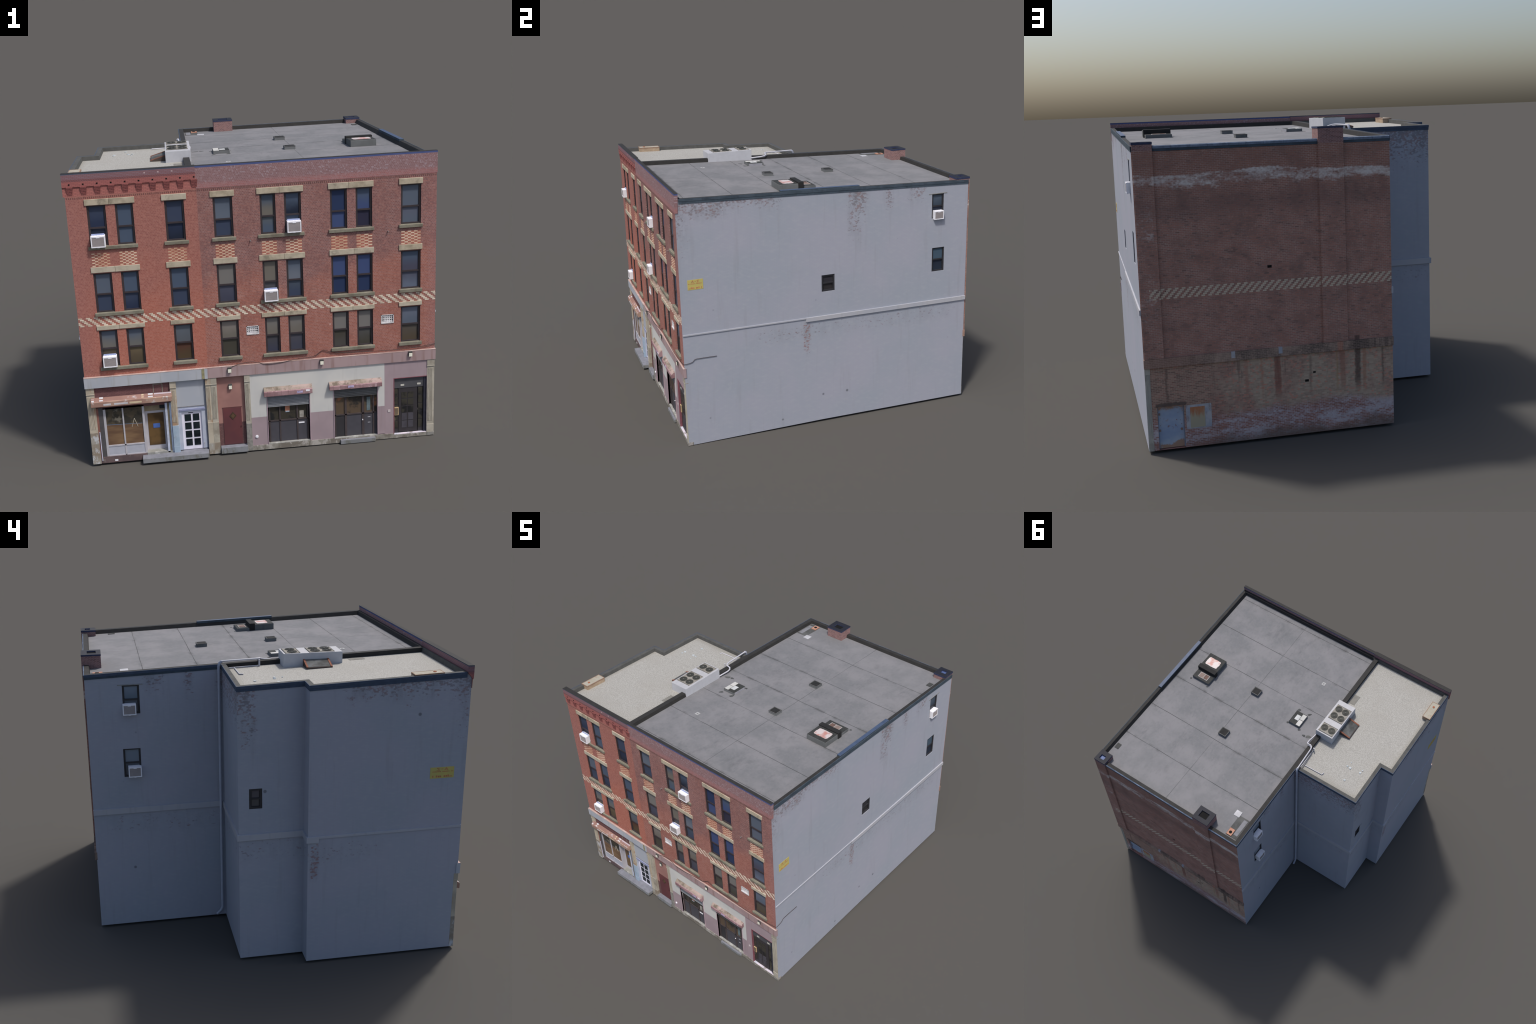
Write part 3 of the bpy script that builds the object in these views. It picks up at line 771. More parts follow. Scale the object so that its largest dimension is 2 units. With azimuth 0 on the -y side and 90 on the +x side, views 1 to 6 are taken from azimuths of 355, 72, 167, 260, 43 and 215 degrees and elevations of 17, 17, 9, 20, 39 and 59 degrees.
e = .0022
curb('roof_curb', ((XR + e, -.930), (XR + e, YB)), ((.9285, -.930), (.9285, .960)), ((.913, -.930), (.913, .953)), BITUMEN, FLASH)
curb('roof_curb', ((XR, YB + e), (XN - e, YB + e)), ((.9285, .960), (-.313, .960)), ((.913, .953), (-.3075, .953)), BITUMEN, FLASH)
curb('roof_curb', ((XN - e, YB + e), (XN - e, YN)), ((-.313, .960), (-.313, YN)), ((-.3075, .953), (-.3075, YN)), BITUMEN, FLASH)
curb('roof_curb', ((-.347, YN), (-.347, -.928)), ((-.313, YN), (-.313, -.928)), ((-.3075, YN), (-.3075, -.928)), BITUMEN, BITUMEN)
curb('roof_curb', ((XN - e, YN + e), (XW - e, YN + e)), ((XN - e, .218), (-.834, .218)), ((XN, .214), (-.830, .214)), GREYCURB, SHF)
curb('roof_curb', ((XW - e, YN + e), (XW - e, YS + e)), ((-.834, .218), (-.834, -.134)), ((-.830, .214), (-.830, -.138)), GREYCURB, SHF)
curb('roof_curb', ((XW - e, YS + e), (XL - e, YS + e)), ((-.834, -.134), (-.934, -.134)), ((-.830, -.138), (-.930, -.138)), GREYCURB, SHF)
curb('roof_curb', ((XL - e, YS + e), (XL - e, -.928)), ((-.934, -.134), (-.934, -.928)), ((-.930, -.138), (-.930, -.928)), GREYCURB, SHF)
curb('roof_curb', ((XR, -.9345), (-.3, -.9345)), ((.9285, -.916), (-.3, -.916)), ((.913, -.911), (-.3, -.911)), BITUMEN, BITUMEN)
curb('roof_curb', ((-.3, -.9345), (XL - .001, -.9345)), ((-.3, -.916), (-.94, -.916)), ((-.3, -.911), (-.935, -.911)), GREYCURB, BITUMEN)
# metal flashing strips under the curbs, hung a little proud of the walls
def flash(x0, x1, y0, y1, mat, h=.0145):
    m = MB(); m.box(x0, x1, y0, y1, lambda x, y: ptop(x, y) - h, lambda x, y: ptop(x, y) + .0008); put('flashing_strip', m.mesh('flashing_strip', [mat]))
flash(XR, XR + .0035, -.930, YB, FLASH)
flash(XN - .0035, XN, YN + .0035, YB, SHF); flash(XW - .0035, XN - .0035, YN, YN + .0035, SHF)
flash(XW - .0035, XW, YS + .0035, YN, SHF); flash(XL - .0035, XW - .0035, YS, YS + .0035, SHF); flash(XL - .0035, XL, -.925, YS, SHF)
BTILE = flat('blue_grey_tile', S(44, 56, 76), .6, .3, .25)
x = XN
k = 0
while x < .849:
    w = .092 + .01 * math.sin(k * 2.3); x1 = min(x + w, .849)
    if not (x1 > -.099 and x < .035):
        m = MB(); m.prism([(YB - .001, 1.5145), (YB + .0035, 1.5155), (YB + .0045, 1.5265 + .0008 * (k % 2)), (YB - .001, 1.5300)], 0, x + .0006, x1 - .0006); put('coping_tile', m.mesh('coping_tile', [BTILE]))
    elif x < -.099:
        m = MB(); m.prism([(YB - .001, 1.5145), (YB + .0035, 1.5155), (YB + .0045, 1.5265), (YB - .001, 1.5300)], 0, x + .0006, -.0995); put('coping_tile', m.mesh('coping_tile', [BTILE]))
    elif x1 > .035:
        m = MB(); m.prism([(YB - .001, 1.5145), (YB + .0035, 1.5155), (YB + .0045, 1.5265), (YB - .001, 1.5300)], 0, .0355, x1 - .0006); put('coping_tile', m.mesh('coping_tile', [BTILE]))
    x = x1; k += 1
m = MB(); m.box(.925, .9515, -.298, .221, lambda x, y: ptop(x, y) - .004, lambda x, y: ptop(x, y) + .0100, mi=1, top=0); put('raised_coping', m.mesh('raised_coping', [BLUECAP, FLASH]))

def roofbox(name, x0, x1, y0, y1, h, mats, parent=None, top=None, bevel=0., base=0.):
    m = MB(); m.box(x0, x1, y0, y1, lambda x, y: deck(x, y) - .004 + base, lambda x, y: deck(x, y) + h, top=top)
    return put(name, m.mesh(name, mats if isinstance(mats, list) else [mats]), parent, bevel=bevel)
TAR = flat('tarred_felt', H(66, 67, 66), .8, .2, .2, 60.)
TARLIGHT = flat('worn_tar_edge', H(104, 104, 104))
BLACKTAR = flat('black_tar', H(50, 50, 50))
TARSIDE = mat_streak('grey_felt_side', V(84, 86, 86), V(96, 98, 99), V(66, 68, 68), .5, 20.)
sk = roofbox('roof_hatch', .642, .797, -.254, -.120, .038, [TARSIDE, TAR], top=1, bevel=.003)
roofbox('hatch_hood', .6395, .8015, -.128, -.092, .047, BLACKTAR, sk, bevel=.002)
roofbox('hatch_annex', .641, .795, -.092, -.010, .020, [TARSIDE, TAR], sk, top=1, bevel=.002)
def mat_pinkglass():
    n = N('pink_skylight', .5, .4)
    return n.out(n.mix(n.step(n.noise(16., 3.), .50, .66), H(222, 210, 208), H(206, 150, 140)))
PINK = mat_pinkglass()
m = MB(); pts = []
for k in range(44):       # ragged-edged patch
    t = 2 * math.pi * k / 44; c, s_ = math.cos(t), math.sin(t)
    q = 1.02 / max(abs(c), abs(s_)) ** .86 + random.uniform(-.05, .05)
    x, y = .7215 + .054 * c * q, -.183 + .036 * s_ * q
    pts.append((x, y, deck(x, y) + .0392))
m.quad(pts); m.quad([(a, b, c - .003) for a, b, c in pts])
for a, b in zip(pts, pts[1:] + pts[:1]): m.quad([a, b, (b[0], b[1], b[2] - .003), (a[0], a[1], a[2] - .003)])
put('skylight_pane', m.mesh('skylight_pane', [PINK]), sk)
roofbox('annex_light', .672, .758, -.076, -.028, .0215, flat('white_sash', H(188, 184, 182)), sk)
roofbox('annex_light_pane', .677, .710, -.072, -.032, .0224, flat('brown_pane', H(118, 96, 88)), sk)
roofbox('annex_light_pane', .716, .753, -.072, -.032, .0224, flat('brown_pane_pale', H(150, 132, 124)), sk)
for x0, x1, y0, y1 in ((.2575, .323, -.192, -.132), (.2525, .3185, .242, .304)):
    v = roofbox('roof_vent', x0, x1, y0, y1, .0185, [TARSIDE, TAR], top=1)
    roofbox('vent_lid', x0 + .008, x1 - .008, y0 + .008, y1 - .008, .0197, BLACKTAR, v)
    q = .0008
    for a in ((x0 - q, x1 + q, y0 - q, y0 + .004), (x0 - q, x1 + q, y1 - .004, y1 + q), (x0 - q, x0 + .004, y0 + .004, y1 - .004), (x1 - .004, x1 + q, y0 + .004, y1 - .004)):
        roofbox('vent_rim', *a, .0200, TARLIGHT, v, base=.0205)
b3 = roofbox('roof_box', -.165, -.068, -.188, -.072, .0175, [TARSIDE, TAR], top=1, bevel=.001)
SHEET = mat_worn('white_sheet', H(206, 206, 202), H(220, 218, 214), H(150, 112, 84), 26., (.60, .72), .8)
for a in ((-.163, -.130, -.182, -.130), (-.163, -.130, -.126, -.075)): roofbox('white_sheet', *a, .0192, SHEET, b3)
roofbox('white_sheet', -.127, -.093, -.158, -.112, .0195, flat('white_board', H(212, 214, 214)), b3)
roofbox('box_side_plate', -.0682, -.0660, -.180, -.082, .0150, flat('zinc_plate', V(128, 128, 134)), b3)
SMEAR = flat('tar_smear', H(88, 90, 90), .9, .1, .2)
def blob(name, cx, cy, rx, ry, rot, mat, h=.0008, parent=None):
    m = MB(); pts = []
    for k in range(28):
        t = 2 * math.pi * k / 28; q = 1 + .14 * math.sin(3 * t + cx * 50) + .07 * math.sin(7 * t + cy * 90)
        a, b = rx * q * math.cos(t), ry * q * math.sin(t)
        x, y = cx + a * math.cos(rot) - b * math.sin(rot), cy + a * math.sin(rot) + b * math.cos(rot)
        pts.append((x, y, deck(x, y) + h))
    m.quad(pts)
    for a, b in zip(pts, pts[1:] + pts[:1]): m.quad([a, b, (b[0], b[1], b[2] - .002), (a[0], a[1], a[2] - .002)])
    put(name, m.mesh(name, [mat]), parent)
for a in ((-.165, -.215, .016, .008, .8), (-.075, -.205, .011, .017, -.4), (-.172, -.060, .012, .008, .3), (-.062, -.068, .009, .008, 0), (-.230, -.035, .014, .009, 0.), (.80, .006, .008, .008, 0), (.645, .004, .009, .005, .4)):
    blob('tar_smear', *a, SMEAR)
blob('tar_smear', -.265, -.045, .022, .012, .5, flat('faint_smear', H(104, 105, 104)), .0006)
roofbox('roof_tag', -.1145, -.0870, -.5270, -.4975, .0016, flat('pale_tag', H(184, 184, 184)))
roofbox('roof_tag_mark', -.106, -.096, -.517, -.507, .0022, flat('tag_mark', H(140, 140, 140)))
roofbox('white_tile', -.2215, -.1750, .7450, .7910, .0030, flat('white_tile', H(204, 204, 208), .6))
roofbox('grey_slab', -.2975, -.2655, .7855, .9200, .0030, flat('grey_slab', H(140, 141, 146)))
roofbox('slab_bed', -.3040, -.2150, .7720, .9460, .0012, flat('slab_bed', H(96, 97, 96), var=.25, scale=14.))
ov = roofbox('copper_vent', -.2590, -.2180, .8870, .9410, .0065, mat_worn('copper', H(190, 140, 118), H(204, 156, 134), H(150, 104, 84), 30.))
m = MB(); m.cyl(-.2390, .9170, deck(0, .917) + .003, deck(0, .917) + .0080, .0115, 18); put('vent_mouth', m.mesh('vent_mouth', [DARKHOLE]), ov)
roofbox('felt_patch', .871, .905, .780, .825, .0030, flat('felt_patch', H(80, 81, 80)))

# rooftop condenser
HV = flat('condenser_casing', V(160, 161, 166), .6, .3, .04)
HT = flat('condenser_top', H(196, 196, 200), .6, .3, .05)
m = MB(); m.box(-.4460, -.3030, -.4170, -.0870, lambda x, y: deck(x, y) - .004, 1.6170, mi=0, top=1)
HVAC = put('roof_condenser', m.mesh('roof_condenser', [HV, HT]), bevel=.001)
PANEL = mat_worn('dirty_fan_panel', H(164, 160, 152), H(148, 144, 136), H(112, 102, 92), 40., (.5, .66), .7)
FAN = flat('fan_grille', H(78, 79, 75), .6)
HUB = flat('fan_hub', H(112, 112, 108))
for y0, y1 in ((-.3720, -.2340), (-.1790, -.1000)):
    p = boxo('fan_panel', (-.4375, -.3175, y0, y1, 1.6165, 1.6195), PANEL, HVAC, bevel=.001)
for cx, cy in ((-.3476, -.338), (-.4060, -.338), (-.3476, -.271), (-.4060, -.271), (-.3470, -.1405), (-.4080, -.1405)):
    m = MB()
    for r in (.027, .0225, .018, .0135, .009):
        n_ = 24
        for k in range(n_):
            t0, t1 = 2 * math.pi * k / n_, 2 * math.pi * (k + 1) / n_
            ring = [((r + d) * math.cos(t), (r + d) * math.sin(t)) for d, t in ((0, t0), (0, t1), (-.0016, t1), (-.0016, t0))]
            m.prism(ring, 2, .0012, .0030, 0)
    m.cyl(0, 0, .0, .0016, .0272, 24, 0)
    m.cyl(0, 0, .0014, .0034, .0055, 12, 1)
    put('fan', m.mesh('fan', [FAN, HUB]), HVAC, (cx, cy, 1.6193))
for y0, y1 in ((-.3735, -.3705), (-.2355, -.2325), (-.1805, -.1775), (-.1015, -.0985)):
    boxo('panel_rail', (-.4385, -.3165, y0, y1, 1.6170, 1.6206), flat('rail', H(120, 118, 112)), HVAC)
# lean-to skylight with copper frame
RUSTF = flat('rusty_frame', V(120, 78, 62), var=.25)
DARKG = mat_worn('dirty_skylight_glass', H(86, 86, 84), H(120, 122, 122), H(96, 72, 60), 12., (.52, .66), .7)
zb = deck(0, -.27)
m = MB(); m.prism([(-.533, zb), (-.443, zb), (-.443, zb + .034), (-.533, zb + .008)], 1, -.339, -.194)
LS = put('lean_to_skylight', m.mesh('lean_to_skylight', [flat('dark_curb', V(70, 62, 58))]))
for y0, y1, a, b in ((-.339, -.329, -.533, -.443), (-.204, -.194, -.533, -.443)):
    m = MB(); sl = lambda x: zb + .008 + (x + .533) / .09 * .026
    m.prism([(a, sl(a) + .0), (b, sl(b)), (b, sl(b) + .0035), (a, sl(a) + .0035)], 1, y0, y1); put('skylight_frame', m.mesh('skylight_frame', [RUSTF]), LS)
m = MB(); m.prism([(-.528, sl(-.528)), (-.445, sl(-.445)), (-.445, sl(-.445) + .0012), (-.528, sl(-.528) + .0012)], 1, -.329, -.204); put('skylight_glass', m.mesh('skylight_glass', [DARKG]), LS)
# crate on the wing's edge
CR = roofbox('rusty_crate', -.9560, -.8940, -.8080, -.6520, .0320, [flat('crate_side', V(150, 132, 112), var=.2), mat_worn('crate_top', H(176, 168, 150), H(188, 182, 168), H(168, 138, 112), 14., (.58, .72), .6)], top=1, bevel=.001)
for a in ((-.9565, -.9525, -.8085, -.6515), (-.8975, -.8935, -.8085, -.6515), (-.9525, -.8975, -.8085, -.8045), (-.9525, -.8975, -.6555, -.6515)): roofbox('crate_rim', *a, .0328, flat('rust_rim', H(166, 138, 118)), CR, base=.028)
m = MB(); m.cyl(-.925, -.767, deck(0, -.767) + .031, deck(0, -.767) + .0350, .0085, 16); put('crate_knob', m.mesh('crate_knob', [flat('rust_knob', H(172, 112, 84))]), CR)
roofbox('grey_slab', -.4040, -.3560, -.5600, -.4715, .0018, flat('gravel_patch', H(136, 134, 128), var=.2, scale=20.))
for cx, cy, r in ((-.669, .010, .009), (-.688, .118, .008), (-.752, .005, .008), (-.644, .007, .007), (-.757, -.02, .006), (-.652, -.035, .004)):
    m = MB(); m.cyl(cx, cy, deck(0, cy), deck(0, cy) + .004, r, 14); put('roof_drain', m.mesh('roof_drain', [flat('pale_drain', H(200, 208, 212))]))
for a in ((-.905, -.895, -.905, -.86), (-.87, -.86, -.905, -.86)): pass
PIPE = flat('white_pipe', H(206, 206, 214), .5, .4, .04)
zz = lambda y, d=.004: deck(0, y) + d
tube('roof_pipe', [(-.376, .175, zz(.175)), (-.526, .172, zz(.172)), (-.531, .152, zz(.152))], .0035, PIPE)
tube('roof_pipe', [(-.362, .205, zz(.205)), (-.362, .030, zz(.03))], .0030, PIPE)
DP = flat('painted_downpipe', V(146, 149, 160), .6, .3, .04)
tube('downpipe', [(-.3650, .300, .029), (-.3650, .274, .055), (-.3650, .266, .075), (-.3650, .260, 1.548), (-.361, .254, 1.566), (-.3615, .242, 1.5745)], .0080, DP)
tube('downpipe', [(-.3615, .246, 1.5745), (-.352, .055, 1.5770), (-.346, .036, 1.5770), (-.330, .024, 1.5755), (-.308, .024, 1.5700), (-.297, .012, 1.5640), (-.296, -.012, 1.5600), (-.303, -.060, 1.5560), (-.306, -.092, 1.5545)], .0052, PIPE)
tube('downpipe', [(-.352, .045, 1.5720), (-.328, .031, 1.5700), (-.309, .030, 1.5640), (-.300, .015, 1.5580), (-.300, -.03, 1.5535), (-.308, -.092, 1.5500)], .0024, PIPE)
tube('downpipe', [(-.366, .034, 1.5760), (-.366, .034, zz(.034))], .0050, PIPE)

# ------------------------------------------------------------------ street floor
PY = YF - .001
STONE = mat_worn('pilaster_stone', V(140, 135, 124), V(154, 149, 138), V(112, 104, 93), 18., (.52, .68), .6)
RUSTSTONE = mat_worn('rust_stained_stone', V(144, 136, 122), V(160, 152, 138), V(140, 108, 82), 14., (.52, .66), .75)
GRANITE = mat_worn('grey_granite', V(112, 110, 106), V(124, 122, 118), V(92, 90, 88), 60., (.5, .62), .6)
PEEL = mat_worn('peeling_stone', V(138, 134, 126), V(120, 110, 98), V(170, 172, 178), 22., (.52, .62), .8)
BLUEPAINT = mat_worn('pale_blue_paint', V(132, 148, 164), V(142, 156, 170), V(118, 112, 110), 18., (.6, .72), .6)
def pilaster(x0, x1, shaft, lower, base, zlow=.200, zbase=.075, front=PY - .003):
    o = boxo('pilaster', (x0, x1, front + .0015, YF + .02, zlow, .4265), shaft)
    boxo('capital', (x0 - .0005, x1 + .0005, front - .0012, YF + .02, .4270, .4655), shaft, o, bevel=.001)
    boxo('capital_fillet', (x0 - .0012, x1 + .0012, front - .0022, YF + .02, .4245, .4290), shaft, o, bevel=.0008)
    w = x1 - x0
    nf = 4
    for k in range(nf):
        a = x0 + w * (.16 + .68 * k / nf); boxo('flute', (a, a + w * .68 / nf * .62, front - .0002, front + .003, zlow + .02, .412), shaft, o, bevel=.0006)
    boxo('pilaster_foot', (x0 - .0004, x1 + .0004, front - .0004, YF + .02, zbase, zlow), lower, o, bevel=.001)
    zf = foot((x0 + x1) / 2, -1)
    boxo('pilaster_plinth', (x0 - .0010, x1 + .0010, front - .0012, YF + .02, zf, zbase), base, o, bevel=.001)
    return o
pilaster(-.9605, -.9175, RUSTSTONE, PEEL, PEEL)
pilaster(-.5140, -.4810, RUSTSTONE, BLUEPAINT, BLUEPAINT)
pilaster(-.3215, -.2935, RUSTSTONE, RUSTSTONE, PEEL)
pilaster(-.2925, -.2605, STONE, STONE, PEEL)
pilaster(-.1095, -.0795, STONE, GRANITE, GRANITE, .174)
pilaster(.9090, .9500, STONE, STONE, GRANITE, .070, .020)

# fascia
GREYF = mat_streak('grey_fascia', V(146, 150, 158), V(156, 158, 164), V(126, 122, 112), .45)
PINKF = mat_streak('pink_fascia', V(138, 119, 120), V(147, 128, 129), V(116, 90, 85), .6, 14., (.50, .70))
def fascia(x0, x1, mat, proud, name='shop_fascia'):
    m = MB(); m.prism([(YF - proud + .001, .4660), (YF + .01, .4660), (YF + .01, .5285), (YF - proud, .5268)], 0, x0, x1)
    return put(name, m.mesh(name, [mat]))
fascia(-.9640, -.3050, GREYF, .0125); fascia(-.3050, .9545, PINKF, .0090)
FLR = mat_worn('pale_ledge', V(192, 168, 160, 1.2), V(180, 154, 148, 1.2), V(202, 188, 184, 1.2), 16.)
for x0, x1, p in ((-.9642, -.305, .0125), (-.305, .9547, .0090)):
    m = MB(); m.prism([(YF - p - .0005, .5258), (YF + .004, .5272), (YF + .004, .5290), (YF - p - .0007, .5276)], 0, x0, x1)
    put('fascia_flashing', m.mesh('fascia_flashing', [FLR]))
boxo('fascia_joint', (-.337, -.322, YF - .0131, YF - .005, .467, .5245), flat('mossy_joint', V(122, 118, 92), var=.2))

# plastered shopfront on the right
WHITEW = mat_streak('white_stucco', V(168, 168, 167), V(176, 175, 172), V(154, 153, 151), .3)
PINKW = mat_streak('pink_stucco', V(133, 119, 124), V(141, 126, 131), V(124, 106, 108), .3)
O1, O2, O3 = (.012, .2455, .036, .332), (.3835, .6270, .030, .332), (.7195, .9080, .022, .3685)
def part_wall(name, x0, x1, z0, z1, mat):
    hs = []
    for a, b, c, d in (O1, O2, O3):
        a2, b2, c2, d2 = max(a, x0), min(b, x1), max(c, z0), min(d, z1)
        if a2 < b2 and c2 < d2: hs.append((a2 - x0, b2 - x0, c2, d2))
    m = MB(); us = sorted({0., x1 - x0, *[h[0] for h in hs], *[h[1] for h in hs]}); zs = sorted({z0, z1, *[h[2] for h in hs], *[h[3] for h in hs]})
    for a, b in zip(us, us[1:]):
        for c, d in zip(zs, zs[1:]):
            if any(h[0] - 1e-6 <= a and b <= h[1] + 1e-6 and h[2] - 1e-6 <= c and d <= h[3] + 1e-6 for h in hs): continue
            m.box(x0 + a, x0 + b, YF - .0015, YF + .032, c, d)
    put(name, m.mesh(name, [mat]))
part_wall('stucco_wall', -.0795, .668, .2055, .4665, WHITEW)
part_wall('stucco_dado', -.0795, .668, .0340, .2055, PINKW)
part_wall('stucco_wall', .668, .9090, .0250, .4665, PINKW)
PLINTH = mat_worn('flaking_plinth', V(124, 121, 114), V(100, 95, 88), V(158, 154, 150), 22., (.52, .62), .7)
m = MB()
for a, b, zt in ((-.0795, .012, .034), (.012, .2455, .036), (.2455, .3835, .034), (.3835, .627, .030), (.627, .7195, .030), (.7195, .952, .021)):
    m.box(a, b, YF - .0042, YF + .03, lambda x, y: foot(x, -1), zt)
put('stone_plinth', m.mesh('stone_plinth', [PLINTH]))
KICK = flat('grey_kick_panel', V(64, 63, 69), .6, .3, .06); DKICK = flat('dark_door_panel', V(46, 45, 48), .6, .3, .06)
BFRAME = flat('dark_bronze_frame', V(62, 55, 56), .5, .4)
SHUT = flat('roller_shutter_steel', V(112, 115, 120), .6, .3, .08); SHUT2 = flat('roller_shutter_dark', V(84, 85, 86), .6, .3, .08)
PINKTRIM = flat('pink_trim', V(152, 133, 141)); LEDGE = mat_worn('grey_ledge', V(132, 132, 130), V(118, 118, 114), V(160, 160, 158), 22.)
def mat_interior(name, c, d, e, sc=26.):  # reflections and dim interior drawn on the glass as noise blotches
    n = N(name, .3, .3)
    o = n.noise(sc, 4., .6)
    b = n.mix(n.step(o, .38, .52), V(*c), V(*d))
    return n.out(n.mix(n.step(n.noise(sc * .7, 3., off=(3., 3., 3.)), .56, .64), b, V(*e)))
SHOP1 = mat_interior('shop_glass', (34, 35, 36), (54, 51, 45), (78, 68, 58), 16.)
SHOP2 = mat_interior('shop_glass', (44, 42, 40), (80, 68, 56), (124, 86, 64), 13.)
def shopfront(o, posts, zrail, zhead, pane, kick, shut, door=None):
    a, b, c, d = o
    yb = YF + .014
    m = MB()
    for p, q in posts: m.box(p, q, yb - .004, yb + .006, c, d)
    m.box(a, b, yb - .004, yb + .006, zrail - .0035, zrail + .0035); m.box(a, b, yb - .002, yb + .006, c, c + .004); m.box(a, b, yb - .002, yb + .006, zhead - .004, d)
    f = put('shop_window_frame', m.mesh('shop_window_frame', [BFRAME]))
    ed = [a] + [v for p in posts for v in p] + [b]
    for k in range(0, len(ed), 2):
        if ed[k + 1] - ed[k] < .012: continue
        boxo('shop_glass', (ed[k], ed[k + 1], yb + .001, yb + .004, zrail, zhead), pane, f)
        boxo('kick_panel', (ed[k], ed[k + 1], yb - .001, yb + .004, c, zrail), (door if (door and k == 2) else kick), f)
    boxo('window_ledge', (a, b, YF - .003, yb, c - .004, c + .003), LEDGE, f)
    for p, q in ((a - .0035, a), (b, b + .0035)): boxo('shutter_rail', (p, q, YF - .0045, YF + .01, c, d), PINKTRIM, f)
    nn = round((d - zhead) / .0090); s = MB()
    for k in range(nn):
        z = zhead + k * (d - zhead) / nn; hgt = (d - zhead) / nn
        s.prism([(YF + .0045, z), (YF + .0045, z + hgt), (YF + .0020, z + hgt * .85), (YF + .0008, z + hgt * .5), (YF + .0020, z + hgt * .15)], 0, a, b)
    s.box(a, b, YF - .001, YF + .006, zhead - .003, zhead)
    put('roller_shutter', s.mesh('roller_shutter', [shut]), f)
    return f
f1 = shopfront(O1, [(.018, .026), (.076, .084), (.173, .181), (.2315, .2395)], .168, .262, SHOP1, KICK, SHUT)
f2 = shopfront(O2, [(.3835, .395), (.4445, .456), (.5415, .555), (.603, .611)], .167, .283, SHOP2, KICK, SHUT2, DKICK)
boxo('letter_plate', (.184, .216, YF + .010, YF + .014, .140, .147), WHITE, f1)
boxo('notice', (.110, .136, YF + .0135, YF + .0152, .222, .252), flat('orange_notice', V(150, 104, 84)), f1)
boxo('notice', (.112, .134, YF + .013, YF + .0145, .214, .222), flat('blue_notice', V(140, 150, 160)), f1)
boxo('notice', (.190, .214, YF + .0135, YF + .0152, .175, .215), flat('pale_notice', V(132, 128, 122), var=.3), f1)
boxo('notice', (.570, .590, YF + .0135, YF + .0152, .180, .262), flat('teal_notice', V(84, 96, 100), var=.3), f2)
for z in (.104, .138): boxo('door_number', (.575, .590, YF + .0115, YF + .0132, z, z + .004), flat('pale_mark', V(140, 140, 146)), f2)
m = MB(); m.cyl(0, 0, 0, .005, .003, 10); kn = put('door_knob', m.mesh('door_knob', [WHITE]), f2, (.545, YF + .010, .128)); kn.rotation_euler = (math.pi / 2, 0, 0)

# corner entrance
a, b, c, d = O3; yb = YF + .012
CHAR = flat('charcoal_panel', V(68, 68, 72), .6, .3, .06)
DOORC = flat('dark_entrance_door', V(48, 45, 48), .5, .4, .08)
ENTG = mat_interior('entrance_glass', (30, 30, 32), (54, 52, 46), (84, 80, 70), 14.)
E_ = boxo('entrance_transom', (a, b, yb - .004, yb + .006, .302, d), CHAR)
boxo('entrance_jamb', (b - .016, b, YF + .004, yb + .006, c, d), flat('dark_jamb', V(42, 42, 52)), E_)
boxo('entrance_reveal', (a, a + .004, YF - .0025, yb, c, d), flat('maroon_trim', V(112, 70, 78)), E_)
boxo('entrance_reveal', (a + .004, b, YF - .0025, yb, d - .004, d), flat('maroon_trim', V(112, 70, 78)), E_)
DR = boxo('entrance_door', (.750, .858, yb - .002, yb + .008, c + .008, .302), DOORC)
for i in range(2):
    for k in range(3): boxo('door_pane', (.767 + i * .037, .798 + i * .037, yb - .0032, yb - .0010, .150 + k * .0435, .187 + k * .0435), ENTG, DR)
    for k in range(2): boxo('door_panel', (.769 + i * .037, .798 + i * .037, yb - .0032, yb - .0010, .055 + k * .047, .097 + k * .047), flat('door_panel_paint', V(64, 62, 68)), DR)
for x0, x1 in ((.7245, .748), (.862, .891)):
    boxo('sidelight', (x0, x1, yb + .0, yb + .006, c + .004, .302), DOORC, E_)
    for k in range(5): boxo('sidelight_pane', (x0 + .002, x1 - .002, yb - .0015, yb + .0005, .052 + k * .050, .096 + k * .050), ENTG, E_)
BRASS = flat('tan_notice_frame', V(168, 146, 112))
boxo('notice_frame', (.727, .750, yb - .008, yb - .003, .138, .186), BRASS, E_); boxo('notice_board', (.729, .746, yb - .009, yb - .0075, .142, .182), flat('brown_board', V(98, 86, 72)), E_)
for x in (.772, .866): boxo('house_number', (x - .010, x + .010, yb - .0056, yb - .003, .314, .324), flat('pale_plate', V(170, 168, 160)), E_)
boxo('door_sill', (a, b, YF - .0025, yb, c - .004, c + .002), mat_worn('worn_white_sill', V(168, 172, 186), V(186, 178, 188), V(120, 108, 104), 16.), E_)
boxo('bell_plate', (.687, .7005, YF - .0035, YF, .1655, .1790), flat('pale_bell_plate', V(168, 160, 160)))
m = MB(); m.cyl(0, 0, 0, .004, .0088, 18); m.cyl(0, 0, .003, .006, .004, 12); q = put('round_vent', m.mesh('round_vent', [WHITE]), None, (-.054, YF - .0012, .089)); q.rotation_euler = (math.pi / 2, 0, 0)

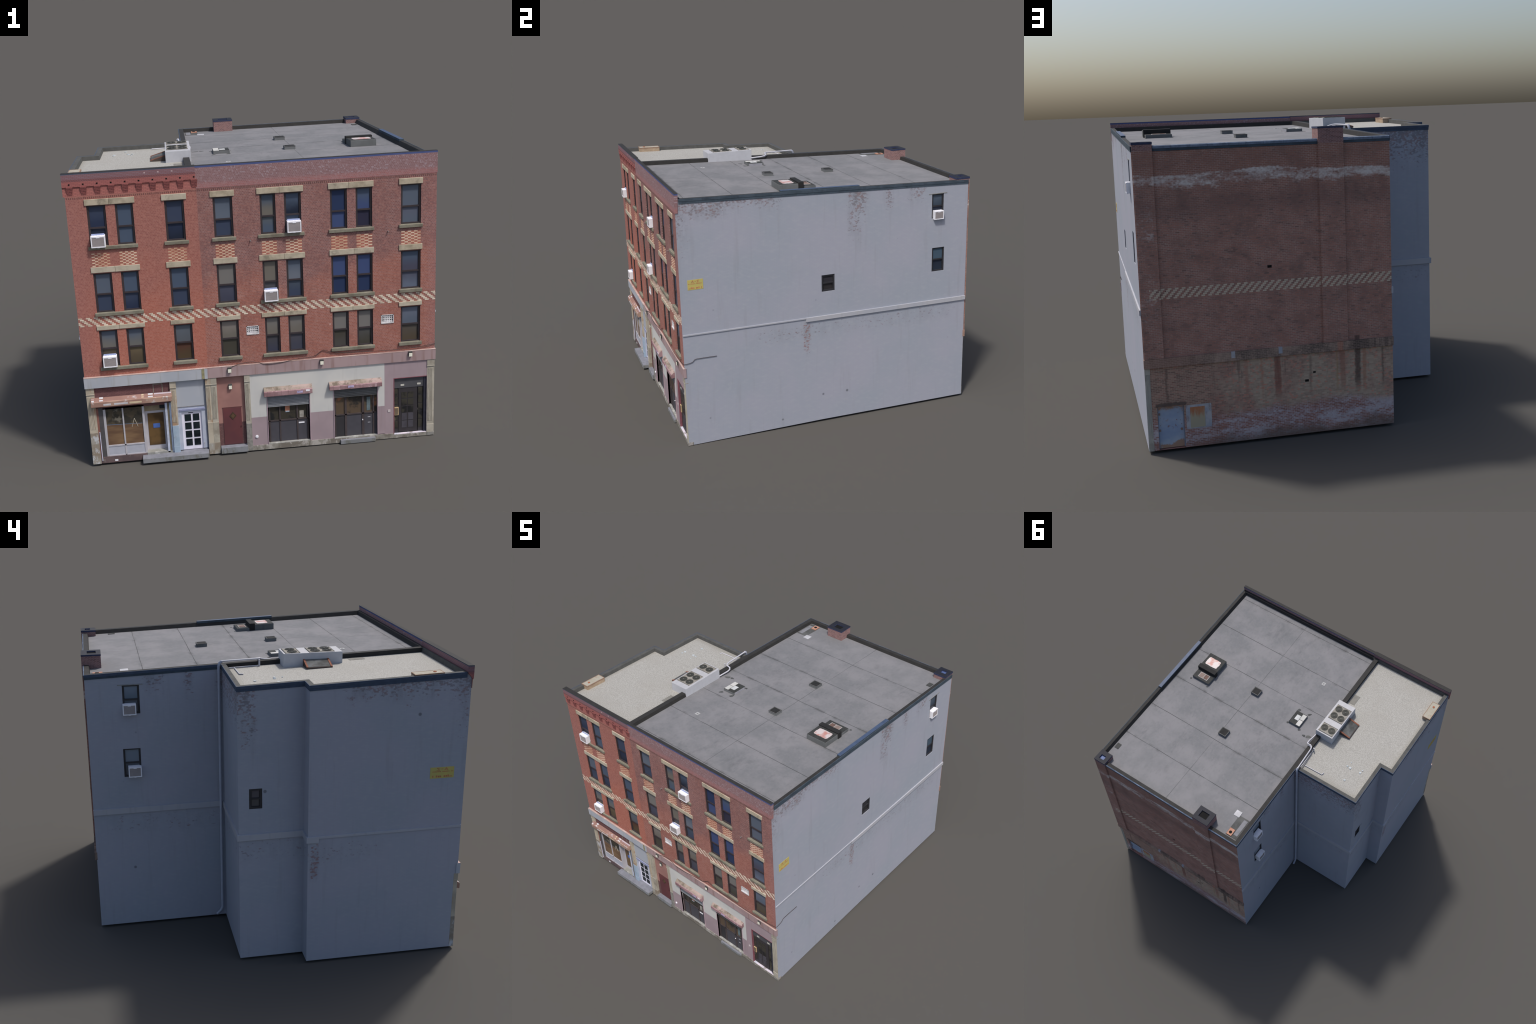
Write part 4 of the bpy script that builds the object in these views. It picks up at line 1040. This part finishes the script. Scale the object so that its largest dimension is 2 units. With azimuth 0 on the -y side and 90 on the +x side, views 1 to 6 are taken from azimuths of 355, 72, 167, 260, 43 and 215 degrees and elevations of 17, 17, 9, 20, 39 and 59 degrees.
# red door recess
TERRA = mat_streak('terracotta_plaster', V(130, 96, 91), V(146, 110, 103), V(114, 80, 76), .35, 8.)
def mat_dado():
    n = N('brown_brick_dado', .9); x, y, z = n.xyz()
    c, f = n.brick(n.comb(x, z), .02, .0083, .0008, V(88, 66, 66), V(98, 72, 72), V(72, 54, 54)); return n.out(c)
yr = YF + .014
R = boxo('door_recess', (-.2605, -.1095, yr, yr + .01, .180, .4665), TERRA)
boxo('recess_dado', (-.2605, -.1095, yr - .0005, yr + .01, .0445, .1795), mat_dado(), R)
RD = boxo('red_door', (-.2335, -.1325, yr - .003, yr + .004, .050, .2700), mat_streak('dark_red_paint', V(82, 50, 53), V(92, 54, 56), V(74, 54, 58), .4, 6.))
boxo('door_case', (-.2375, -.1290, yr - .0022, yr + .004, .2700, .2745), flat('dark_case', V(80, 52, 52)), RD)
m = MB(); m.prism([(0, -.024), (.020, 0), (0, .024), (-.020, 0)], 1, -.0015, .001); m.prism([(0, -.014), (.011, 0), (0, .014), (-.011, 0)], 1, -.0024, .0, 1)
put('door_emblem', m.mesh('door_emblem', [flat('dark_emblem', V(62, 50, 40)), flat('emblem_relief', V(84, 66, 50))]), RD, (-.1805, yr - .003, .222))
boxo('door_handle', (-.1395, -.1365, yr - .006, yr - .003, .150, .158), flat('dark_iron', V(50, 40, 42)), RD)
LAMPD = flat('lamp_housing', V(62, 62, 62)); LAMPW = flat('lamp_glass', V(206, 204, 190), .4, .4, .03)
def lamp(x, z, y, w=.0105):
    o = boxo('wall_lamp', (x - w, x + w, y - .010, y, z - .013, z + .013), LAMPD, bevel=.001)
    boxo('lamp_glass', (x - w + .0015, x + w - .0015, y - .0118, y - .002, z - .0142, z + .0050), LAMPW, o)
lamp(-.186, .5085, YF - .0085); lamp(.318, .5095, YF - .0085); lamp(.811, .5130, YF - .0085)
lamp(-.186, .4010, yr, .0098)

# grey bay with the glazed white door
yg = YF + .008
PAN = mat_streak('grey_board', V(146, 150, 158), V(152, 155, 162), V(136, 138, 144), .3)
B = boxo('bay_panel', (-.4810, -.3215, yg, yg + .02, .3060, .4665), PAN)
CASE = mat_worn('pale_blue_casing', V(148, 154, 170), V(160, 164, 176), V(122, 118, 112), 18., (.58, .7), .7)
for q in ((-.4810, -.3215, .2700, .3060), (-.4810, -.4610, .0440, .2700), (-.3520, -.3215, .0440, .2700)): boxo('door_casing', (q[0], q[1], yg - .001, yg + .02, q[2], q[3]), CASE, B)
boxo('door_head', (-.4720, -.3300, yg - .005, yg + .01, .2800, .2900), flat('blue_head', V(120, 124, 150)), B)
boxo('door_rail_pipe', (-.4810, -.3300, yg - .003, yg, .3020, .3065), flat('dark_seam', V(112, 112, 116)), B)
DW = boxo('glazed_door', (-.4610, -.3520, yg + .006, yg + .012, .0410, .2690), flat('white_door', V(196, 194, 206), .6, .3, .05))
PANE8 = mat_interior('door_glass', (14, 20, 26), (24, 32, 36), (46, 44, 36), 24.)
for i in range(2):
    for k in range(4): boxo('door_pane', (-.4455 + i * .0450, -.4105 + i * .0450, yg + .0045, yg + .0065, .0635 + k * .0500, .1040 + k * .0500), PANE8, DW)
boxo('door_number', (-.424, -.398, yg + .0052, yg + .0065, .2600, .2645), flat('dark_mark', V(60, 60, 70)), DW)
tube('wall_conduit', [(-.3270, yg - .004, .046), (-.3270, yg - .004, .464)], .0022, flat('grey_conduit', V(96, 100, 112)))

# left shop
def mat_shopbrick():
    n = N('maroon_brick', .9); x, y, z = n.xyz()
    c, f = n.brick(n.comb(x, z), .018, .0068, .0008, V(96, 67, 67), V(106, 75, 75), V(84, 60, 61)); n.bump(n.inv(f), .2, .001)
    return n.out(n.mix(n.mul(n.step(n.noise(9., 3.), .5, .7), .4), c, V(86, 60, 60)))
ys = YF + .004
SB = boxo('maroon_brick_panel', (-.9175, -.5140, ys, ys + .02, .3300, .4665), mat_shopbrick())
for q in ((-.6040, -.6000, .386, .4560), (-.5560, -.5520, .386, .4560), (-.6000, -.5560, .4520, .4560)): boxo('faded_frame_mark', (q[0], q[1], ys - .0008, ys + .002, q[2], q[3]), flat('grey_green_mark', V(118, 114, 104)), SB)
ALU = flat('painted_aluminium', V(158, 156, 162), .5, .4, .05); ALUW = flat('white_stall_riser', V(150, 152, 162), .6, .3, .04)
DGREY = flat('dark_grey_rail', V(72, 70, 72), .6)
yw = YF + .007
def mat_shopglass(door=False):  # street reflection and room gloom coloured straight onto the pane
    n = N('brown_shop_glass', .3, .3); x, y, z = n.xyz()
    up = n.mix(n.step(n.noise(24., 4.), .42, .6), V(48, 46, 42), V(72, 65, 54))
    up = n.mix(n.step(n.noise(14., 3., off=(2., 2., 7.)), .60, .66), up, V(96, 92, 84))
    lo = n.mix(n.step(n.noise(9., 3., stretch=(.4, 1., 2.)), .42, .66), V(88, 68, 54), V(112, 90, 68))
    if door: lo = n.mix(n.step(n.noise(10., 3.), .4, .6), V(70, 54, 36), V(92, 72, 46)); up = lo
    c = n.mix(n.step(n.add(z, n.mul(x, .03)), .2080, .2095), lo, up)
    c = n.mix(n.band(n.add(z, n.mul(x, .03)), .2075, .2100, .0006), c, V(86, 106, 132)) if not door else c
    return n.out(c)
SGL = mat_shopglass(); SGD = mat_shopglass(True)
m = MB()
for p, q in ((-.8820, -.8690), (-.7810, -.7730), (-.6730, -.6620)): m.box(p, q, yw - .003, yw + .01, .048, .338)
m.box(-.8690, -.6730, yw - .003, yw + .01, .1050, .1130); m.box(-.8690, -.6730, yw - .003, yw + .01, .0470, .0530); m.box(-.8690, -.6730, yw - .003, yw + .01, .3300, .3400)
SF = put('shop_window_frame', m.mesh('shop_window_frame', [ALU]))
boxo('shop_glass', (-.8690, -.7810, yw + .001, yw + .004, .1130, .3300), SGL, SF); boxo('shop_glass', (-.7730, -.6730, yw + .001, yw + .004, .1130, .3300), SGL, SF)
boxo('stall_riser', (-.8690, -.6730, yw - .001, yw + .006, .0530, .1050), ALUW, SF)
boxo('brick_footing', (-.9175, -.6620, YF, yw + .01, .0100, .0470), mat_worn('dark_brick_footing', V(80, 68, 70), V(92, 78, 78), V(124, 118, 112), 20., (.60, .7), .7), SF)
boxo('footing_label', (-.842, -.825, YF - .0012, YF, .018, .028), WHITE, SF)
LAD = flat('pale_trestle', V(150, 144, 130))
for dx in (-.016, .016): tube('trestle_leg', [(-.718, yw + .0005, .262), (-.718 + dx, yw + .0005, .212)], .0016, LAD, SF)
boxo('dark_side_rail', (-.9060, -.8830, YF + .002, yw + .01, .0300, .3400), DGREY, SF)
tube('side_rail', [(-.9090, YF - .001, .026), (-.9090, YF - .001, .200)], .0026, flat('white_rail', V(170, 172, 190)), SF)
boxo('brown_jamb', (-.9175, -.9060, YF + .001, yw, .0300, .3400), flat('brown_jamb', V(116, 80, 72)), SF)
yd = YF + .036
SD = boxo('shop_door', (-.6610, -.5500, yd, yd + .006, .0500, .2830), ALU)
boxo('door_glass', (-.6470, -.5600, yd - .0016, yd + .001, .0760, .2700), SGD, SD)
boxo('door_sign', (-.6200, -.5830, yd - .003, yd - .001, .1800, .2060), flat('blue_sign', V(66, 92, 148)), SD)
boxo('door_transom', (-.6620, -.5460, yd, yd + .006, .2830, .3400), flat('beige_transom', V(128, 116, 96)), SD)
boxo('transom_vent', (-.5780, -.5500, yd - .006, yd + .001, .2960, .3290), flat('dark_vent', V(44, 46, 50)), SD)
boxo('door_return', (-.6640, -.6610, yw, yd + .006, .0470, .3400), ALU, SD)
boxo('door_threshold', (-.6620, -.5230, YF - .002, yd + .006, .0360, .0500), LEDGE, SD)
boxo('door_post', (-.5480, -.5360, YF - .002, yd + .006, .0420, .3400), flat('blue_white_post', V(160, 166, 182)), SD)
boxo('door_post', (-.5360, -.5250, YF + .001, yd + .006, .0420, .3400), flat('olive_post', V(92, 86, 74)), SD)
boxo('door_post', (-.5250, -.5140, YF - .001, yd + .006, .0420, .3400), flat('slate_post', V(104, 116, 136)), SD)

# awnings
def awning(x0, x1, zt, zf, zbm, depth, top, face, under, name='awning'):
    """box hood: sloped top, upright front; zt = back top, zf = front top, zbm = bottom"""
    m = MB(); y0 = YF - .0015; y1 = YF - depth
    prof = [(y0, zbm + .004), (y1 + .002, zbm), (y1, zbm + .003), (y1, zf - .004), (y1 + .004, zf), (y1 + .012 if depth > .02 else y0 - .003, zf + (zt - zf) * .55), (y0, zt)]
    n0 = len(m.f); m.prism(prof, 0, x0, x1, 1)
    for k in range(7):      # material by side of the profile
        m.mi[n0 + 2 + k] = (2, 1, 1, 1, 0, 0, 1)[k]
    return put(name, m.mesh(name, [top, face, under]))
REDTOP = mat_worn('faded_red_awning', V(146, 112, 103, 1.15), V(158, 124, 115, 1.15), V(196, 190, 192, 1.15), 10., (.60, .66), .85)
REDFACE = mat_worn('awning_front', V(132, 104, 94), V(150, 124, 110), V(168, 170, 172), 12., (.58, .64), .7)
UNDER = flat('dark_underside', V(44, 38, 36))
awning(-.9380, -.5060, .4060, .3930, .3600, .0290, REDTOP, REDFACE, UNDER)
AWP = flat('flaked_white_patch', V(190, 188, 192, 1.0)); AWC = flat('cream_patch', V(178, 162, 136))
for x0, x1, lo, hi, mt in ((-.893, -.873, 0., 1., AWP), (-.935, -.921, 0., .6, AWP), (-.668, -.656, .1, .9, AWC), (-.633, -.607, .0, .95, AWP), (-.600, -.508, .25, .9, flat('lavender_patch', V(172, 160, 168, 1.0)))):
    ya, za, yb_, zb_ = YF - .0255, .3931, YF - .0018, .4058      # along the sloping top
    P0 = lambda t, d: (ya + (yb_ - ya) * t, za + (zb_ - za) * t + d + .0012)
    m = MB(); m.prism([P0(lo, -.001), P0(hi, -.001), P0(hi, .0006), P0(lo, .0006)], 0, x0, x1); put('awning_patch', m.mesh('awning_patch', [mt]))
for x0, x1, mt in ((-.872, -.832, AWP), (-.815, -.742, AWP), (-.733, -.668, AWC)): boxo('awning_patch', (x0, x1, YF - .0297, YF - .028, .3690, .3790), mt)
PKT = mat_worn('grimy_pink_metal', V(176, 156, 150, 1.15), V(150, 138, 126, 1.15), V(104, 94, 82, 1.15), 20., (.46, .62), .8)
PKF = mat_worn('streaked_pink_metal', V(138, 112, 115), V(118, 92, 95), V(178, 158, 162), 18., (.54, .66), .7)
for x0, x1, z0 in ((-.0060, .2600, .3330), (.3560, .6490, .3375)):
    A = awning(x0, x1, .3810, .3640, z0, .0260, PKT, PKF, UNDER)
    for k in range(7):
        u = x0 + (k + .5) * (x1 - x0) / 7; boxo('awning_rib', (u - .0012, u + .0012, YF - .0267, YF - .020, z0 + .004, .3630), PKF, A)
    boxo('maker_plate', ((x0 + x1) / 2 + (.048 if x0 < 0 else -.045), (x0 + x1) / 2 + (.080 if x0 < 0 else -.012), YF - .0272, YF - .025, z0 + .010, z0 + .022), flat('maker_plate', V(150, 140, 168), var=.3, scale=90.), A)
    if x0 < 0: boxo('maker_label', (.224, .245, YF - .0272, YF - .025, .3490, .3590), WHITE, A)

# doorsteps
STEP = mat_worn('blue_grey_stone_step', V(104, 106, 108), V(116, 118, 122), V(92, 92, 86), 24.)
STEPT = H(140, 142, 152)
STT = flat('step_top', STEPT, .85)
for x0, x1, y0, z0, z1 in ((-.6880, -.3250, -1.0, .0105, .0380), (-.2560, -.1070, -.9715, .0090, .0440), (.4145, .6125, -.9725, .0, .0240)):
    m = MB(); m.box(x0, x1, y0, YF - .0045 if x0 > 0 else YF + .024, z0, z1, mi=0, top=1)
    put('door_step', m.mesh('door_step', [STEP, STT]), bevel=.0015)

# loose cable over the fascia and round the corner
CAB = flat('black_cable', V(58, 50, 50), .6)
tube('cable', [(-.172, YF - .0110, .524), (-.135, YF - .008, .5335), (-.098, YF - .006, .5400), (-.060, YF - .006, .5400), (-.024, YF - .008, .5330), (.000, YF - .0110, .5245), (.030, YF - .0110, .5210), (.060, YF - .0110, .5215), (.10, YF - .0110, .5250), (.155, YF - .010, .5330), (.215, YF - .006, .5370), (.270, YF - .006, .5400), (.293, YF - .005, .5500), (.318, YF - .004, .5690), (.330, YF - .004, .5740), (.352, YF - .004, .5660), (.385, YF - .005, .5570), (.435, YF - .007, .5500), (.55, YF - .008, .5460), (.64, YF - .010, .5430), (.74, YF - .008, .5410), (.83, YF - .007, .5440), (.90, YF - .005, .5500), (XR + .001, YF - .003, .5560), (XR + .003, YF + .010, .5570), (XR + .003, -.915, .5610), (XR + .003, -.900, .5660), (XR + .003, -.888, .5800), (XR + .003, -.872, .5830), (XR + .003, -.747, .5820)], .0014, CAB)
for x, z in ((.690, 1.2150), (-.038, 1.2190)):
    m = MB(); m.cyl(0, 0, 0, .012, .0028, 8); q = put('wall_bolt', m.mesh('wall_bolt', [flat('iron_bolt', V(110, 104, 104))]), None, (x, YF, z)); q.rotation_euler = (math.pi / 2, 0, 0)

# ------------------------------------------------------------------ painted sign, mirrored on the far wall
YEL = mat_worn('yellow_paint', V(160, 152, 92), V(168, 154, 88), V(150, 140, 100), 30., (.6, .75), .5)
REDP = flat('red_sign_paint', V(160, 108, 76))
def letters(txt):
    c = bpy.data.curves.new('t', 'FONT'); c.body = txt; c.extrude = .02; c.offset = .02
    o = bpy.data.objects.new('t', c); COL.objects.link(o)
    bpy.context.view_layer.update()
    me = bpy.data.meshes.new_from_object(o); bpy.data.objects.remove(o); return me
def sign(x, out, y0, y1, z0, z1):
    m = MB(); m.box(min(x - out * .002, x + out * .0008), max(x - out * .002, x + out * .0008), y0, y1, z0, z1)
    s_ = put('painted_sign', m.mesh('painted_sign', [YEL]))
    W_ = y1 - y0; Hh = z1 - z0
    for t, u, hgt, wid, zz_ in (('A', .24, .24, .18, .70), ('-', .46, .14, .08, .72), ('Z', .58, .24, .16, .70)):
        me = letters(t); xs = [v.co.x for v in me.vertices]; yy = [v.co.y for v in me.vertices]
        for v in me.vertices:
            a = (v.co.x - min(xs)) / (max(xs) - min(xs)); b = (v.co.y - min(yy)) / (max(yy) - min(yy)); dz = v.co.z
            hh = hgt if t != '-' else .06
            v.co = (x + out * (.0012 if dz > 0 else .0004), y0 + W_ * (u + a * wid), z0 + Hh * (zz_ + (0 if t != '-' else .08) + b * hh))
        me.materials.clear(); me.materials.append(REDP); put('sign_letter', me, s_)
    m = MB(); rnd = random.Random(3)
    def row(u0, u1, z, h, n_):
        st = (u1 - u0) / n_
        for k in range(n_):
            if rnd.random() < .12: continue
            a = y0 + W_ * (u0 + st * k); b = a + W_ * st * rnd.uniform(.55, .85)
            xx = sorted((x + out * .0004, x + out * .0012)); m.box(xx[0], xx[1], a, b, z0 + Hh * z, z0 + Hh * (z + h * rnd.uniform(.75, 1)))
    row(.04, .92, .56, .09, 17); row(.07, .20, .10, .09, 3); row(.20, .94, .09, .19, 9)
    put('sign_lettering', m.mesh('sign_lettering', [REDP]), s_, stuff=True)
sign(XR, 1, -.9050, -.8080, 1.0310, 1.0945)
sign(XL, -1, -.8920, -.7600, 1.0310, 1.0925)
